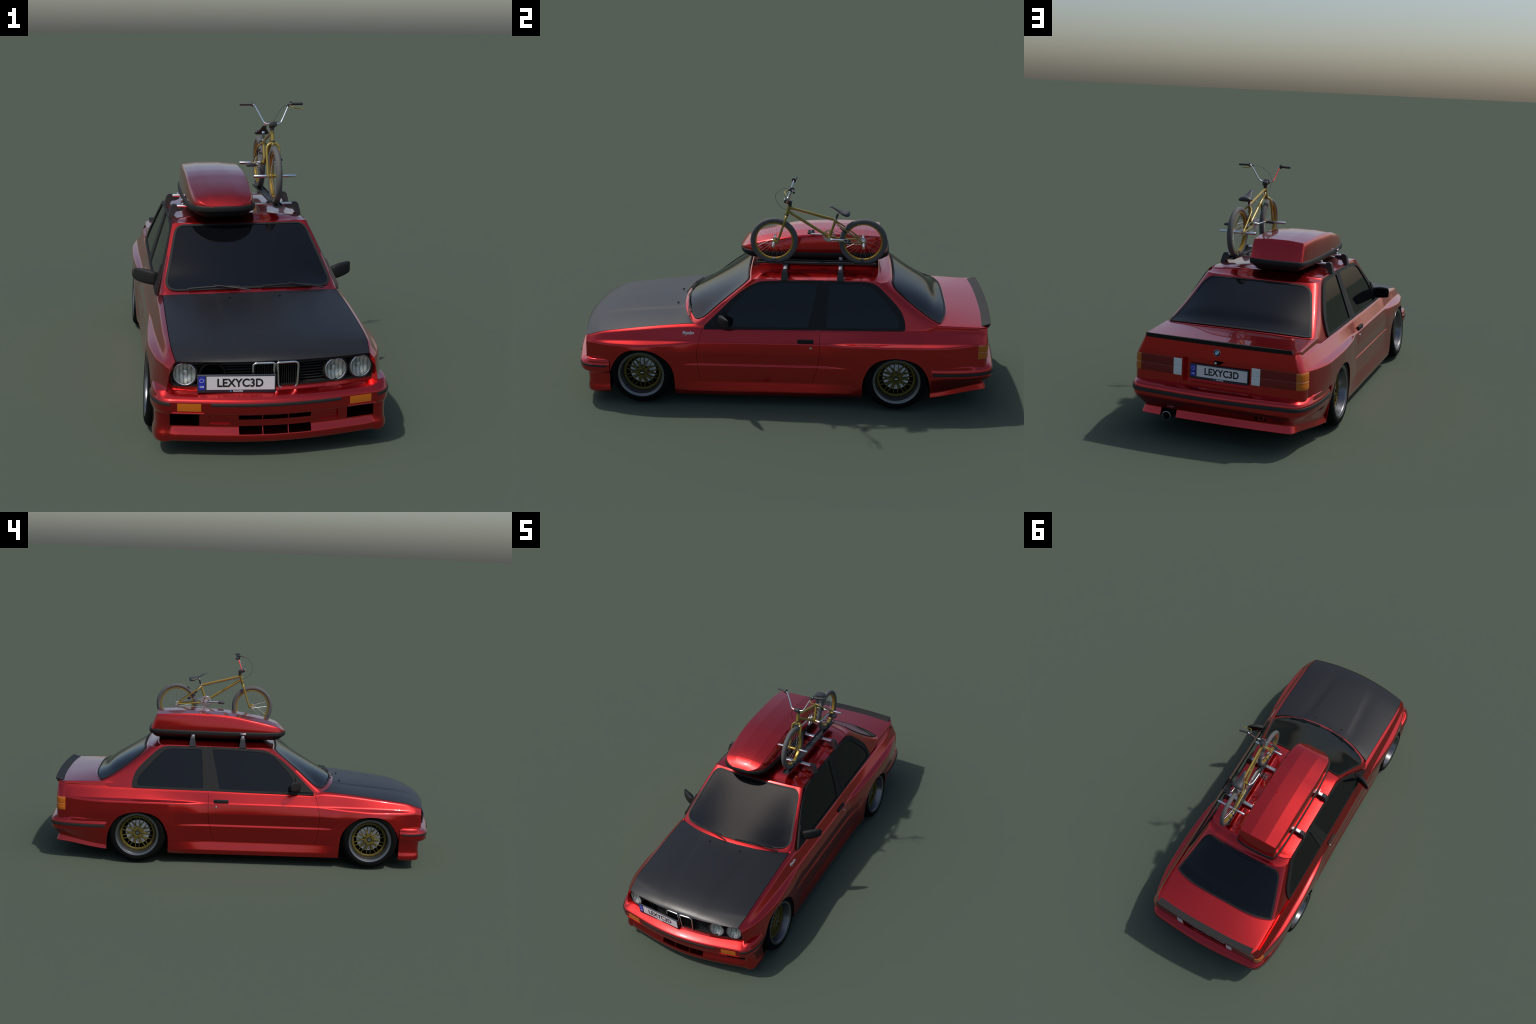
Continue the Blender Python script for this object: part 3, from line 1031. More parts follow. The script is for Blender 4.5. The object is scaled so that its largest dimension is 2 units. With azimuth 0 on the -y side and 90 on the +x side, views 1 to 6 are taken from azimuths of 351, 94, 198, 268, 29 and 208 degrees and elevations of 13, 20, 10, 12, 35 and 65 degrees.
for nm, o, i in (("door_window", front_out, front_in), ("quarter_window", rear_out, rear_in)):
    def dense(loop, rad):
        L = round_loop(loop, rad, 3)
        return resample_loop(L, 220)
    O, I = dense(o, .012), dense(i, .008)
    c = (O.mean(0) + I.mean(0)) / 2
    def by_angle(L):
        th = np.arctan2(L[:, 1] - c[1], L[:, 0] - c[0])
        k = np.argsort(th)
        return th[k], L[k]
    tA = np.linspace(-math.pi, math.pi, 220, endpoint=False)
    tA = np.unique(np.concatenate([tA, by_angle(np.array(o))[0], by_angle(np.array(i))[0]]))
    def at(L):
        th, P = by_angle(L)
        th = np.concatenate([th - 2 * math.pi, th, th + 2 * math.pi])
        P = np.concatenate([P, P, P])
        return np.stack([np.interp(tA, th, P[:, 0]), np.interp(tA, th, P[:, 1])], 1)
    Oa, Ia = at(O), at(I)
    ring_sheet(nm + "_frame", Oa, Ia, side_surf(.0026), TRIM, car, (0, .1, .45), thick=.007, mirror=True)
    disc_sheet(nm, Ia, side_surf(-.0012), SGLASS, car, (0, .1, .45), rings=3, mirror=True, center=c)

# black cover over the pillar between the two side windows
pc = [(.172, .3700), (.188, .3700), (.2150, .5875), (.195, .5870)]
disc_sheet("pillar_cover", np.array(resample_loop(pc, 60)), side_surf(.0012), RUBBER, car, (0, .1, .45), rings=3, mirror=True)

# scuttle wipers
for x0, x1, xe in ((-.225, -.045, -.01), (.035, .225, .26)):
    def wp(x, h, out):
        p = ws_pt(x / .318, h, out)
        return p
    blade = [wp(lerp(x0, x1, k / 10), .045 + .012 * math.sin(math.pi * k / 10), .0085) for k in range(11)]
    arm = [wp(lerp((x0 + x1) / 2, xe, k / 8), lerp(.062, -.012, (k / 8) ** 1.2), .013 - .003 * k / 8) for k in range(9)]
    tube("wiper_blade", blade, .0022, RUBBER, car, seg=6)
    tube("wiper_arm", arm, [.002] * 4 + [.003] * 5, RUBBER, car, seg=6)

# ---------------------------------------------------------- door mirrors
def mirror_part(s):
    rows = []
    n = 28
    # sections along x from the door outwards: centre y, centre z, half depth, half height
    st = []
    for x, dep, zb_, zt_ in ((.3150, .010, .398, .428), (.3230, .018, .391, .434), (.330, .026, .3885, .4370), (.340, .029, .3890, .4400), (.355, .029, .3905, .4435), (.372, .026, .3935, .4455), (.388, .0205, .3975, .4458),
                             (.398, .015, .4005, .4450), (.4035, .010, .4030, .4425), (.4065, .005, .4075, .4375)):
        yg = -.262 + .42 * (x - .33)
        st.append((x, yg - dep / 2, (zb_ + zt_) / 2, dep / 2, (zt_ - zb_) / 2))
    for x, cy, cz, hd, hh in st:
        r = []
        for k in range(n):
            t = 2 * math.pi * k / n
            c_, s_ = math.cos(t), math.sin(t)
            e = .55
            r.append((s * x, cy + hd * math.copysign(abs(c_) ** e, c_), cz + hh * math.copysign(abs(s_) ** e, s_)))
        rows.append(r)
    rows.append([(s * .4070, -.2320, .4220)] * n)
    V = [p for r in rows for p in r]
    me = mesh_from(V, grid_faces(len(rows), n, 0, True))
    weld(me)
    orient(me, (s * .365, -.258, .42))
    mo = link("door_mirror", me, car, TRIM, 60)
    gl_ = []
    lp_ = round_loop([(.3345, .3925), (.3345, .4365), (.4025, .4415), (.4025, .4045)], .008, 4)
    disc_sheet("mirror_glass", np.array(lp_), lambda x, z: (s * x, -.262 + (x - .33) * .42 + .0022, z), GLASS, mo, (s * .36, -.5, .42), rings=3)
    sail = [(-.357, .3795), (-.262, .3795), (-.258, .452), (-.268, .4625)]
    me = mesh_from([side_surf(.0080)(*p) for p in sail] + [side_surf(.002)(*p) for p in sail],
                   [(0, 1, 2, 3), (7, 6, 5, 4), (0, 4, 5, 1), (1, 5, 6, 2), (2, 6, 7, 3), (3, 7, 4, 0)])
    if s < 0:
        me.transform(Matrix.Scale(-1, 4, (1, 0, 0)))
    bm = bmesh.new(); bm.from_mesh(me)
    bmesh.ops.recalc_face_normals(bm, faces=bm.faces)
    bmesh.ops.bevel(bm, geom=list(bm.edges), offset=.002, segments=2, affect='EDGES')
    bm.to_mesh(me); bm.free()
    link("mirror_base", me, mo, TRIM, 50)
for s in (1, -1):
    mirror_part(s)

# door handles and locks, script badge
for s in (1, -1):
    g_ = []
    hx = lambda y: side_x(y, .326)
    box("door_handle", (s * (side_x(.116, .328) + .003), .1165, .3265), (.010, .075, .0175), TRIM, car, bevel=.002)
    lx = side_x(.141, .297)
    revolved("door_lock", [(-.004, .0052), (.002, .0052), (.003, .0042), (.0032, 0)], CHROME, car, Matrix.Translation((s * lx, .141, .297)) @ (Matrix.Identity(4) if s > 0 else Matrix.Rotation(math.pi, 4, 'Z')), 24)
mx = side_x(-.425, .352)
text_mesh("badge_lettering", "Myedsu", .022, STAR, car,
          basis((mx + .0015, -.427, .3495), (0, 1, .02), (-.28, 0, 1)), .0003, .0006, width=.052)

# ---------------------------------------------------------- rear end
RP, RS = plan([(.350, .903), (.3485, .918), (.343, .934), (.332, .9455), (.317, .9495), (.25, .953), (.177, .9560), (.09, .958), (0, .959)])
_rs = {z_: side_x(.906, z_) - .350 for z_ in (.205, .225, .25, .28, .30, .315, .322, .33, .34, .355, .368, .374)}
_rs.update({.384: -.0310, .40: -.0335})
REAR_SHIFT = lambda z: p1(_rs, z)
def rear_pt(u, z, out=0.0):
    p, n = path_frame(RP, RS, u, .5)
    tuck = max(0, (z - .332)) * .10                       # panel leans forward above the lamps
    cor = smooth((p[0] - .30) / .045) if p[0] > .30 else 0
    sh_ = REAR_SHIFT(z) * cor
    q = p + n * out
    return (q[0] + sh_, q[1] - tuck * smooth(u / .12), z)
uu = np.concatenate([np.linspace(0, .25, 18)[:-1], np.linspace(.25, 1, 30)])
zz = [.207, .215, .2235, .24, .257, .29, .324, .33, .34, .355, .37, .385, .392, .3955]
rg = np.array([[rear_pt(u, z) for z in zz] for u in uu])
me = grid_mesh(whole(rg), (0, .5, .3))
me.materials.append(RED); me.materials.append(DARK)
cut_openings(me, [(-.138, .138, .238, .333)], .024, 0, (0, -1, 0))
link("rear_panel", me, car, None, 40)
box("plate_lamp_housing", (0, .944, .3225), (.026, .024, .013), DARK, car, bevel=.002)
lathe_back = lambda name, prof, c, m, seg=32: revolved(name, prof, m, car, Matrix.Translation(c) @ Matrix.Rotation(math.pi / 2, 4, 'Z'), seg)
lathe_back("boot_lock", [(-.003, .0048), (.002, .0048), (.003, .0035), (.0032, 0)], (0.004, .9565, .3225), CHROME)
number_plate((-.005, .9395, .2765), (-1, 0, 0), (0, 0, 1), .240, .0605)

# tail lamps: clear, red and amber sections wrapped round the corner
def lamp(name, ua, ub, m, proud=.0022):
    rows = [(.2572, -.003), (.2572, proud * .7), (.2590, proud), (.2745, proud), (.2775, proud - .0008), (.2865, proud), (.2885, proud * .45), (.2925, proud * .45), (.2940, proud), (.308, proud), (.3215, proud), (.3235, proud * .7), (.3235, -.003)]
    for s in (1, -1):
        g = [[rear_pt(u, z, o) for z, o in rows] for u in np.linspace(ua, ub, 16)]
        g = np.array(g)
        g = np.concatenate([[[g[0].mean(0)] * len(rows)], g, [[g[-1].mean(0)] * len(rows)]], 0) * np.array([s, 1, 1])
        sheet(name, [g], m, car, ref=(s * .2, .7, .29))
def ru(x):
    us_ = np.linspace(.05, 1, 3000)
    xs_ = np.array([path_at(RP, RS, u)[0] for u in us_])
    return float(us_[np.argmin(np.abs(xs_ - x))])
lamp("reversing_lamp", ru(.177), ru(.143), LAMPWHITE)
lamp("tail_lamp", ru(.317), ru(.1772), LAMPRED, .0015)
lamp("rear_indicator", .0, ru(.3172), ORANGE, .0025)

# boot lid and rear wing sides
_edge = np.array([rear_pt(u, .3955)[:2] for u in np.linspace(0, 1, 120)])
def trunk_pt(s, v):
    a = abs(s)
    yf = .771 - .048 * a ** 3.8 - .004
    yr = float(np.interp(a * .3165, _edge[::-1, 0], _edge[::-1, 1])) + .0005
    y = lerp(yf, yr, v)
    ze = lerp(.4035, .3965, v)
    zc = lerp(.4165, .4010, v)
    z = lerp(zc, ze, a ** 2.5)
    return (s * lerp(.3185, .3165, v), y, z)
tv = np.concatenate([np.linspace(0, .95, 14), [.98, 1]])
tg = [[trunk_pt(s, v) for s in np.concatenate([-1 + .2 * np.linspace(0, 1, 14) ** 2, np.linspace(-.8, .8, 25)[1:-1], 1 - .2 * np.linspace(1, 0, 14) ** 2])] for v in tv]
tg.append([(p[0], p[1] + .0015, p[2] - .0045) for p in tg[-1]])
sheet("boot_lid", [np.array(tg)], RED, car, ref=(0, .85, 0), sharp=60)
# side wall between the boot and the flare
sw = []
for y in np.linspace(.60, .9065, 24):
    v = (y - .725) / .215
    ze = lerp(.4035, .3965, v) if v > 0 else lerp(.4035, .40, -v)
    xe = lerp(.3185, .3165, max(v, 0))
    xb, zb = p1(R_TOP, y)
    o = lerp(-.006, 0, smooth((y - .58) / .15))
    xi = max(xb - .009, xe + .0028)
    sw.append([(xe - .004 + o, y, ze + .0003), (xe + o, y, ze - .0012), (xe + .0018 + o, y, ze - .006), (xe + .0025 + o, y, .386), (xi + o, y, zb + .0005), (max(xb + .001, xi) + o, y, zb - .006)])
sheet("boot_side", [np.array(sw)], RED, car, ref=(0, .8, .3), mirror=True, sharp=60)
# ducktail spoiler
sp = []
for s in np.linspace(-1, 1, 31):
    a = abs(s)
    x = s * lerp(.297, .297, 0)
    yf = .929 - .011 * a ** 2
    yr = .974 - .0145 * a ** 2
    zf = .4020 - .0035 * a ** 2
    zr = .4115 - .0015 * a ** 2
    sp.append([(x, yf + .004, zf - .006), (x, yf, zf), (x, lerp(yf, yr, .5), lerp(zf, zr, .5) + .0002), (x, yr - .0015, zr), (x, yr, zr - .001), (x, yr - .008, zr - .0185), (x, yr - .018, zr - .0205), (x, yf + .004, zf - .006)])
sp = np.array(sp)
sp = np.concatenate([[[sp[0].mean(0)] * 8], sp, [[sp[-1].mean(0)] * 8]], 0)
sheet("rear_spoiler", [sp], TRIM, car, ref=(0, .945, .40), sharp=30)

# round maker's badge
bc = Vector((0, .9597, .3635))
lathe_back("badge", [(-.004, .0130), (.0008, .0130), (.0012, .0122), (.0012, 0)], tuple(bc - Vector((0, .0035, 0))), INK)
lathe_back("badge_rim", [(-.002, .0136), (.0012, .0136), (.0016, .0131), (.0012, .0127), (-.002, .0127)], tuple(bc - Vector((0, .0035, 0))), CHROME)
for q in range(4):
    V = [bc + Vector((0, -.0018, 0))]
    for k in range(9):
        t = math.pi / 2 * (q + k / 8)
        V.append(bc + Vector((-.0078 * math.cos(t), -.0018, .0078 * math.sin(t))))
    me = mesh_from(V, [tuple(range(10))])
    orient(me, (0, .5, .36))
    link("badge_field", me, car, STAR if q % 2 == 0 else SKY, 30)
for ch, ang in (("B", 45), ("M", 0), ("W", -45)):
    a_ = math.radians(ang)
    c_ = bc + Vector((.0102 * math.sin(a_), -.0021, .0102 * math.cos(a_)))
    text_mesh("badge_lettering", ch, .0050, STAR, car, basis(c_, (-math.cos(a_), 0, math.sin(a_)), (math.sin(a_), 0, math.cos(a_))), .0002)

# ---------------------------------------------------------- rear bumper
RB_P, RB_S = plan([(.3865, .6930), (.3875, .74), (.384, .81), (.374, .88), (.360, .93), (.340, .9645), (.312, .9795), (.25, .9865), (.15, .9945), (.07, .9985), (0, 1.0)])
RB_TOP = [(.3865, .6930), (.3875, .74), (.384, .81), (.374, .88), (.360, .93), (.340, .9645), (.312, .9795), (.25, .9865), (.15, .9945), (.07, .9985), (0, 1.0)]
RB_BEND = [(.3680, .6930), (.3560, .74), (.3400, .81), (.3225, .88), (.3100, .922), (.2990, .9395), (.280, .9460), (.235, .9490), (.15, .9520), (.07, .9530), (0, .9535)]
RB_FOOT = [(.3755, .6930), (.3640, .74), (.3480, .81), (.3310, .88), (.3205, .925), (.3090, .9500), (.288, .9580), (.240, .9620), (.15, .9660), (.07, .9680), (0, .9690)]
def rb_rail(ctrl, u):
    n_ = len(ctrl) - 1
    t = min(max(u, 0), 1) * n_
    i = min(int(t), n_ - 1)
    f = t - i
    P = [np.array(c, float) for c in ctrl]
    b_, c_ = P[i], P[i + 1]
    a_ = P[i - 1] if i else 2 * b_ - c_
    d_ = P[i + 2] if i + 2 <= n_ else np.array([-P[i][0], P[i][1]])
    return 0.5 * (2 * b_ + (c_ - a_) * f + (2 * a_ - 5 * b_ + 4 * c_ - d_) * f * f + (3 * b_ - a_ - 3 * c_ + d_) * f ** 3)
def rb_section(u):
    top, bend, foot = rb_rail(RB_TOP, u), rb_rail(RB_BEND, u), rb_rail(RB_FOOT, u)
    e = 1e-3
    d = rb_rail(RB_TOP, u + e) - rb_rail(RB_TOP, u - e)
    d /= np.linalg.norm(d)
    n = np.array([d[1], -d[0]])
    if n @ (top - np.array([0, .5])) < 0:
        n = -n
    if u > .999:
        n = np.array([0, 1.0])
    w = smooth((top[1] - .86) / .09)
    k = smooth((top[1] - .69) / .26)
    zb, zs = lerp(.064, .0855, k), lerp(.086, .116, k)
    off = lambda o, z: (*(top - n * o), z)
    sec = [off(lerp(.050, .075, w), .2255), off(lerp(.006, .043, w), .2265), off(lerp(.004, .020, w), .218), off(.005, .2085), off(.0008, .200), off(0, .190), off(0, .174), off(.0015, .166),
           (*lerp(top, bend, .10), .158), (*bend, zs), (*foot, zb + .001), (*lerp(foot, bend, .25), zb - .001), (*(foot - n * .06), zb + .003)]
    return [np.array(p) for p in sec]
def rb_point(u, i):
    p = round_poly(rb_section(u), .006, 3)[i]
    return (max(p[0], 0), p[1], p[2])
nrb = len(round_poly(rb_section(.5), .006, 3))
uub = np.concatenate([np.linspace(0, .5, 40)[:-1], np.linspace(.5, 1, 44)])
rbg = np.array([[rb_point(u, i) for i in range(nrb)] for u in uub])
me = grid_mesh(whole(rbg), (0, .6, .15))
me.materials.append(RED); me.materials.append(DARK)
cut_openings(me, [(.160, .2265, .060, .1155)], .05, 1, (0, -1, 0))
cut_openings(me, [(-.209, -.165, .1245, .1425)], .016, 1, (0, -1, 0))
link("rear_bumper", me, car, None, 40)
wrap_strip("bumper_strip", RB_P, RB_S, lambda u: 0.0, .012, .9999, .1785, .1945, .0028, RUBBER, n=70, ymid=.5)
tube("tow_eye", [(-.187 + .013 * math.cos(t), .955, .1315 + .0055 * math.sin(t)) for t in np.linspace(0, 2 * math.pi, 24, endpoint=False)], .0018, RED, car, seg=8, closed=True)
M = Matrix.Translation((.203, .955, .0845)) @ Matrix.Rotation(math.pi / 2, 4, 'Z')
revolved("exhaust_pipe", [(-.12, .0172), (-.002, .0172), (0, .0165), (-.002, .0152), (-.08, .0148), (-.08, 0)], RUBBER, car, M, 36)
revolved("exhaust_rim", [(-.003, .0176), (.001, .0174), (.0015, .0162), (-.001, .0152)], ALU, car, M, 36)

# ---------------------------------------------------------- wheels
def wheel(pos, s, camber, dish, phase):
    """pos: centre of the lip plane; s: side; lip plane faces outwards."""
    th = math.radians(camber) * s
    root = empty("wheel", pos, car)
    B = Matrix.Translation(pos) @ Matrix.Rotation(th, 4, 'Y') @ (Matrix.Identity(4) if s > 0 else Matrix.Rotation(math.pi, 4, 'Z'))
    BH = B @ Matrix.Translation((dish, 0, 0))       # hub stands proud (+) or sunk (-) against the ring
    revolved("tyre", [(-.004, .1085), (-.0002, .1115), (.0015, .1170), (.0010, .1245), (-.002, .1315), (-.007, .1375), (-.0135, .1412), (-.022, .1430), (-.045, .1440), (-.075, .1438),
                      (-.094, .1420), (-.104, .137), (-.110, .127), (-.112, .115), (-.110, .104)], TYRE, root, B, 96)
    grooves = []
    revolved("rim", [(-.006, .1085), (-.001, .1100), (.0005, .1090), (-.0002, .1070), (-.0018, .1045), (-.0022, .0995), (-.0045, .0972), (-.0075, .0962), (-.028, .0925), (-.0335, .0905),
                     (-.040, .0900), (-.12, .0900)], LIP, root, B, 96)
    revolved("rim_ring", [(-.040, .0903), (-.036, .0890), (-.0345, .0880), (-.0345, .0800), (-.036, .0782), (-.042, .0778), (-.046, .082), (-.046, .0903)], GOLD, root, B, 96)
    revolved("hub", [(-.060, .0290), (-.040, .0290), (-.0355, .0280), (-.0340, .0265), (-.0335, .0145), (-.036, .0125), (-.039, .0115), (-.039, 0)], GOLD, root, BH, 60)
    revolved("hub_cap", [(-.040, .0118), (-.0355, .0118), (-.0345, .0105), (-.0345, 0)], RUBBER, root, BH, 40)
    box("cap_mark", (0, 0, 0), (.0012, .0150, .0058), CHROME, root).data.transform(BH @ Matrix.Translation((-.0338, 0, 0)))
    # ten V spokes whose arms run in near-parallel pairs to the ring
    V, F = [], []
    for k in range(10):
        a = phase + math.pi / 10 + k * math.pi / 5
        for arm in (1, -1):
            stations = []
            for r, da, w, x0, x1 in ((.026, .012, .0052, -.0345, -.050), (.036, .030, .0036, -.0350, -.049), (.045, .075, .0026, -.0355, -.048), (.055, .133, .0020, -.0358, -.047), (.068, .184, .0018, -.0355, -.046), (.080, .212, .0018, -.0350, -.045)):
                ang = a + arm * da
                c_ = np.array([r * math.cos(ang), r * math.sin(ang)])
                sh = dish * (1 - min(1, max(0, (r - .029) / .051))) ** 1.3
                stations.append((c_, w, x0 + sh, x1 + sh))
            b = len(V)
            for i, (c_, w, x0, x1) in enumerate(stations):
                nx = stations[min(i + 1, 5)][0] - stations[max(i - 1, 0)][0]
                nx /= np.linalg.norm(nx)
                pn = np.array([-nx[1], nx[0]])
                for dx, ww in ((x1, w), (x0 - .0012, w), (x0, w * .55), (x0, -w * .55), (x0 - .0012, -w), (x1, -w)):
                    q = c_ + pn * ww
                    V.append((dx, q[0], q[1]))
            for i in range(5):
                for j in range(5):
                    F.append((b + i * 6 + j, b + i * 6 + j + 1, b + (i + 1) * 6 + j + 1, b + (i + 1) * 6 + j))
    me = mesh_from(V, F)
    bm = bmesh.new(); bm.from_mesh(me); bmesh.ops.recalc_face_normals(bm, faces=bm.faces); bm.transform(B); bm.to_mesh(me); bm.free()
    link("spoke", me, root, GOLD, 40)
    for k in range(5):
        t = phase - math.pi / 2 + k * 2 * math.pi / 5
        revolved("lug_nut", [(-.040, .0036), (-.0325, .0036), (-.0318, .0028), (-.0318, 0)], RUBBER, root, BH @ Matrix.Translation((0, .0225 * math.cos(t), .0225 * math.sin(t))), 12)
    V, F = [], []
    for k in range(20):
        t = phase + (k + .5) * math.pi / 10
        v_, f_ = revolve([(-.0350, .0013), (-.0335, .0012), (-.0332, 0)], 8)
        b = len(V)
        V += [(p[0], p[1] + .0842 * math.cos(t), p[2] + .0842 * math.sin(t)) for p in v_]
        F += [tuple(b + i for i in f) for f in f_]
    me = mesh_from(V, F); me.transform(B)
    rv = link("rivet", me, root, RUBBER, 40)
    rv["kind"] = "stuff"
    # brake disc with slots
    revolved("brake_disc", [(-.055, .0), (-.055, .028), (-.053, .029), (-.053, .0605), (-.055, .0615), (-.070, .0615)], DISC, root,
             B @ Matrix.Translation((min(dish, 0) * 1.2, 0, .002)), 72)
    V, F = [], []
    for k in range(14):
        t = k * 2 * math.pi / 14
        b = len(V)
        c0, d0 = (.037, t), (.053, t + .26)
        p0 = np.array([.037 * math.cos(t), .037 * math.sin(t)]); p1_ = np.array([.052 * math.cos(t + .28), .052 * math.sin(t + .28)])
        d = (p1_ - p0) / np.linalg.norm(p1_ - p0); n_ = np.array([-d[1], d[0]]) * .0008
        for q in (p0 + n_, p0 - n_, p1_ - n_, p1_ + n_):
            V.append((-.0522 + min(dish, 0) * 1.2, q[0], q[1] + .002))
        F.append((b, b + 1, b + 2, b + 3))
    me = mesh_from(V, F); me.transform(B)
    sl = link("disc_slot", me, root, RUBBER, 40)
    sl["kind"] = "stuff"
    revolved("wheel_back", [(-.084, .0), (-.084, .0903)], DARK, root, B, 48)
for s in (1, -1):
    wheel((s * .3845, -.651, .1500), s, -4.5, .010, math.pi / 2)
    wheel((s * .3895, .537, .1490), s, -3.0, .002, math.pi / 2)

# ---------------------------------------------------------- roof rack
rack = empty("roof_rack", (0, .144, .60), car)
for y in (.016, .272):
    box("rack_bar", (0, y, .6270), (.462, .0195, .0085), ALU, rack, bevel=.0025)
    for s in (1, -1):
        prof = [(.196, .6215), (.226, .6225), (.2275, .6335), (.243, .6345), (.2505, .628), (.2565, .606), (.2600, .5885), (.2540, .5835), (.240, .5915), (.2315, .606), (.215, .6075), (.201, .6130)]
        hw = [.009, .010, .0105, .011, .0115, .0150, .0168, .0168, .0155, .013, .011, .009]
        V = [(s * x, y - w, z) for (x, z), w in zip(prof, hw)] + [(s * x, y + w, z) for (x, z), w in zip(prof, hw)]
        n = len(prof)
        F = [(i, (i + 1) % n, n + (i + 1) % n, n + i) for i in range(n)] + [tuple(range(n)), tuple(reversed(range(n, 2 * n)))]
        me = mesh_from(V, F)
        bm = bmesh.new(); bm.from_mesh(me); bmesh.ops.recalc_face_normals(bm, faces=bm.faces)
        bmesh.ops.triangulate(bm, faces=[f for f in bm.faces if len(f.verts) > 4])
        bm.to_mesh(me); bm.free()
        link("rack_foot", me, rack, BIKEBLACK, 30)
    # clamps that hold the tray and the box
    box("tray_clamp", (.1505, y, .6335), (.046, .026, .006), BIKEBLACK, rack, bevel=.001)
XB = .1505
tr = []
tsec = [(-.0175, .6445), (-.0175, .6365), (-.0095, .6325), (.0095, .6325), (.0175, .6365), (.0175, .6445), (.0160, .6445), (.0160, .6372), (.0088, .6340), (-.0088, .6340), (-.0160, .6372), (-.0160, .6445), (-.0175, .6445)]
for y in (-.1185, -.1180, .4370, .4375):
    tr.append([(XB + x, y, z) for x, z in tsec])
me = mesh_from([p for r in tr for p in r], grid_faces(4, len(tsec)))
bm = bmesh.new(); bm.from_mesh(me); bmesh.ops.remove_doubles(bm, verts=bm.verts, dist=1e-6); bmesh.ops.holes_fill(bm, edges=[e for e in bm.edges if len(e.link_faces) == 1])
bmesh.ops.recalc_face_normals(bm, faces=bm.faces); bm.to_mesh(me); bm.free()
link("bike_tray", me, rack, BIKEBLACK, 30)
for y in (-.0405, .3715):
    st = [(XB + .0183, y, .6385), (XB + .0185, y, .649), (XB + .0165, y, .657), (XB + .010, y, .6620), (XB, y, .6630), (XB - .010, y, .6620), (XB - .0165, y, .657), (XB - .0185, y, .649), (XB - .0183, y, .6385)]
    V = []
    for p in st:
        V += [(p[0], y - .006, p[2]), (p[0], y + .006, p[2])]
    me = mesh_from(V, [(2 * i, 2 * i + 1, 2 * i + 3, 2 * i + 2) for i in range(len(st) - 1)])
    orient(me, (XB, y, .64)); solidify(me, .0012)
    link("wheel_strap", me, rack, BIKEBLACK, 60)

# =================================================================== ROOF BOX
rbx = empty("roof_box", (-.058, .14, .61))
rbx["label"] = "long red roof cargo box with black base rim"
rbx["category"] = "roof box"
BXC = -.0648
# plan: y -> half width of the rim
BW = {-.2125: .0, -.211: .030, -.206: .060, -.196: .085, -.180: .1060, -.150: .1195, -.10: .1275, 0: .1345, .12: .1365, .28: .1350, .40: .1300, .455: .1245, .478: .1190, .492: .1100, .499: .085, .503: .05, .504: .0}
def plan_loop(inset, n=120, front=0.0, rear=0.0):
    ys = np.concatenate([-.2125 + .3 * (1 - np.cos(np.linspace(0, math.pi / 2, 30))), np.linspace(.09, .40, 12)[1:], .40 + .104 * np.sin(np.linspace(0, math.pi / 2, 30))[1:]])
    pts = [(p1(BW, y), y) for y in ys]
    loop = [(BXC + x, y) for x, y in pts] + [(BXC - x, y) for x, y in pts[::-1][1:-1]]
    L = resample_loop(loop, n)
    return inset_loop(L, inset) if inset else L
NB = 160
band = []
for z, ins in ((.6335, .0125), (.6335, .004), (.6365, .001), (.6415, .0), (.6505, .0), (.6555, .001), (.6580, .004), (.6585, .010)):
    L = plan_loop(ins, NB)
    up = [.0020 * smooth((-(y) - .08) / .13) + .001 * smooth((y - .38) / .1) for x, y in L]
    band.append([(x, y, z + u_) for (x, y), u_ in zip(L, up)])
V = [p for r in band for p in r]
me = mesh_from(V, grid_faces(len(band), NB, 0, True))
orient(me, (BXC, .14, .645))
link("box_rim", me, rbx, TRIM, 45)
# black base tray below
base = []
for z, ins in ((.6345, .011), (.628, .016), (.620, .026), (.6135, .040), (.6115, .055)):
    L = plan_loop(ins, NB)
    base.append([(x, y, z) for x, y in L])
cb = np.array(base[-1]).mean(0)
base.append([tuple(cb)] * NB)
me = mesh_from([p for r in base for p in r], grid_faces(len(base), NB, 0, True)); weld(me)
orient(me, (BXC, .14, .645))
link("box_base", me, rbx, TRIM, 45)
# red lid: faceted shell; rows along y, section with side wall, shoulder, two top creases
LT = {-.2085: .6595, -.200: .6665, -.185: .677, -.160: .690, -.115: .7045, -.06: .7175, 0: .7290, .07: .7405, .16: .7475, .26: .7495, .35: .7470, .4590: .7405}
def lid_section(y, yb):
    hw = max(p1(BW, yb) - .0055, .0005)
    zt = p1(LT, y)
    h = zt - .6585
    hs = hw * lerp(.80, .90, 0.5)
    top_in = lerp(.019, .011, smooth((y - .2) / .25)) * min(1, h / .05)
    sh = hw - top_in
    c1 = min(.046, sh * .45)
    zk = zt + lerp(.0010, .0045, smooth((.10 - y) / .22)) * min(1, h / .03)
    pts = [(hw, .6575), (hw - .001, .6575 + h * .25), (hw - top_in * .30, .6575 + h * .60), (hw - top_in * .62, .6575 + h * .85), (sh, zt - .0050 * min(1, h / .05)), (c1, zk), (-c1, zk)]
    wall = [tuple(p) for p in bez(pts[:5], 6)]
    left = [(-x, z) for x, z in wall][::-1]
    flat = [(lerp(sh, c1, .5), lerp(pts[4][1], zk, .5)), (c1, zk), (0, zk + .0004), (-c1, zk), (-lerp(sh, c1, .5), lerp(pts[4][1], zk, .5))]
    allp = wall + flat + left
    return [(BXC + x, y, z) for x, z in allp]
ysl = np.concatenate([-.2085 + .12 * (1 - np.cos(np.linspace(0, math.pi / 2, 18))), np.linspace(-.0885, .40, 34)[1:], [.42, .438, .448, .4555, .459]])
lid = [lid_section(y, y) for y in ysl]
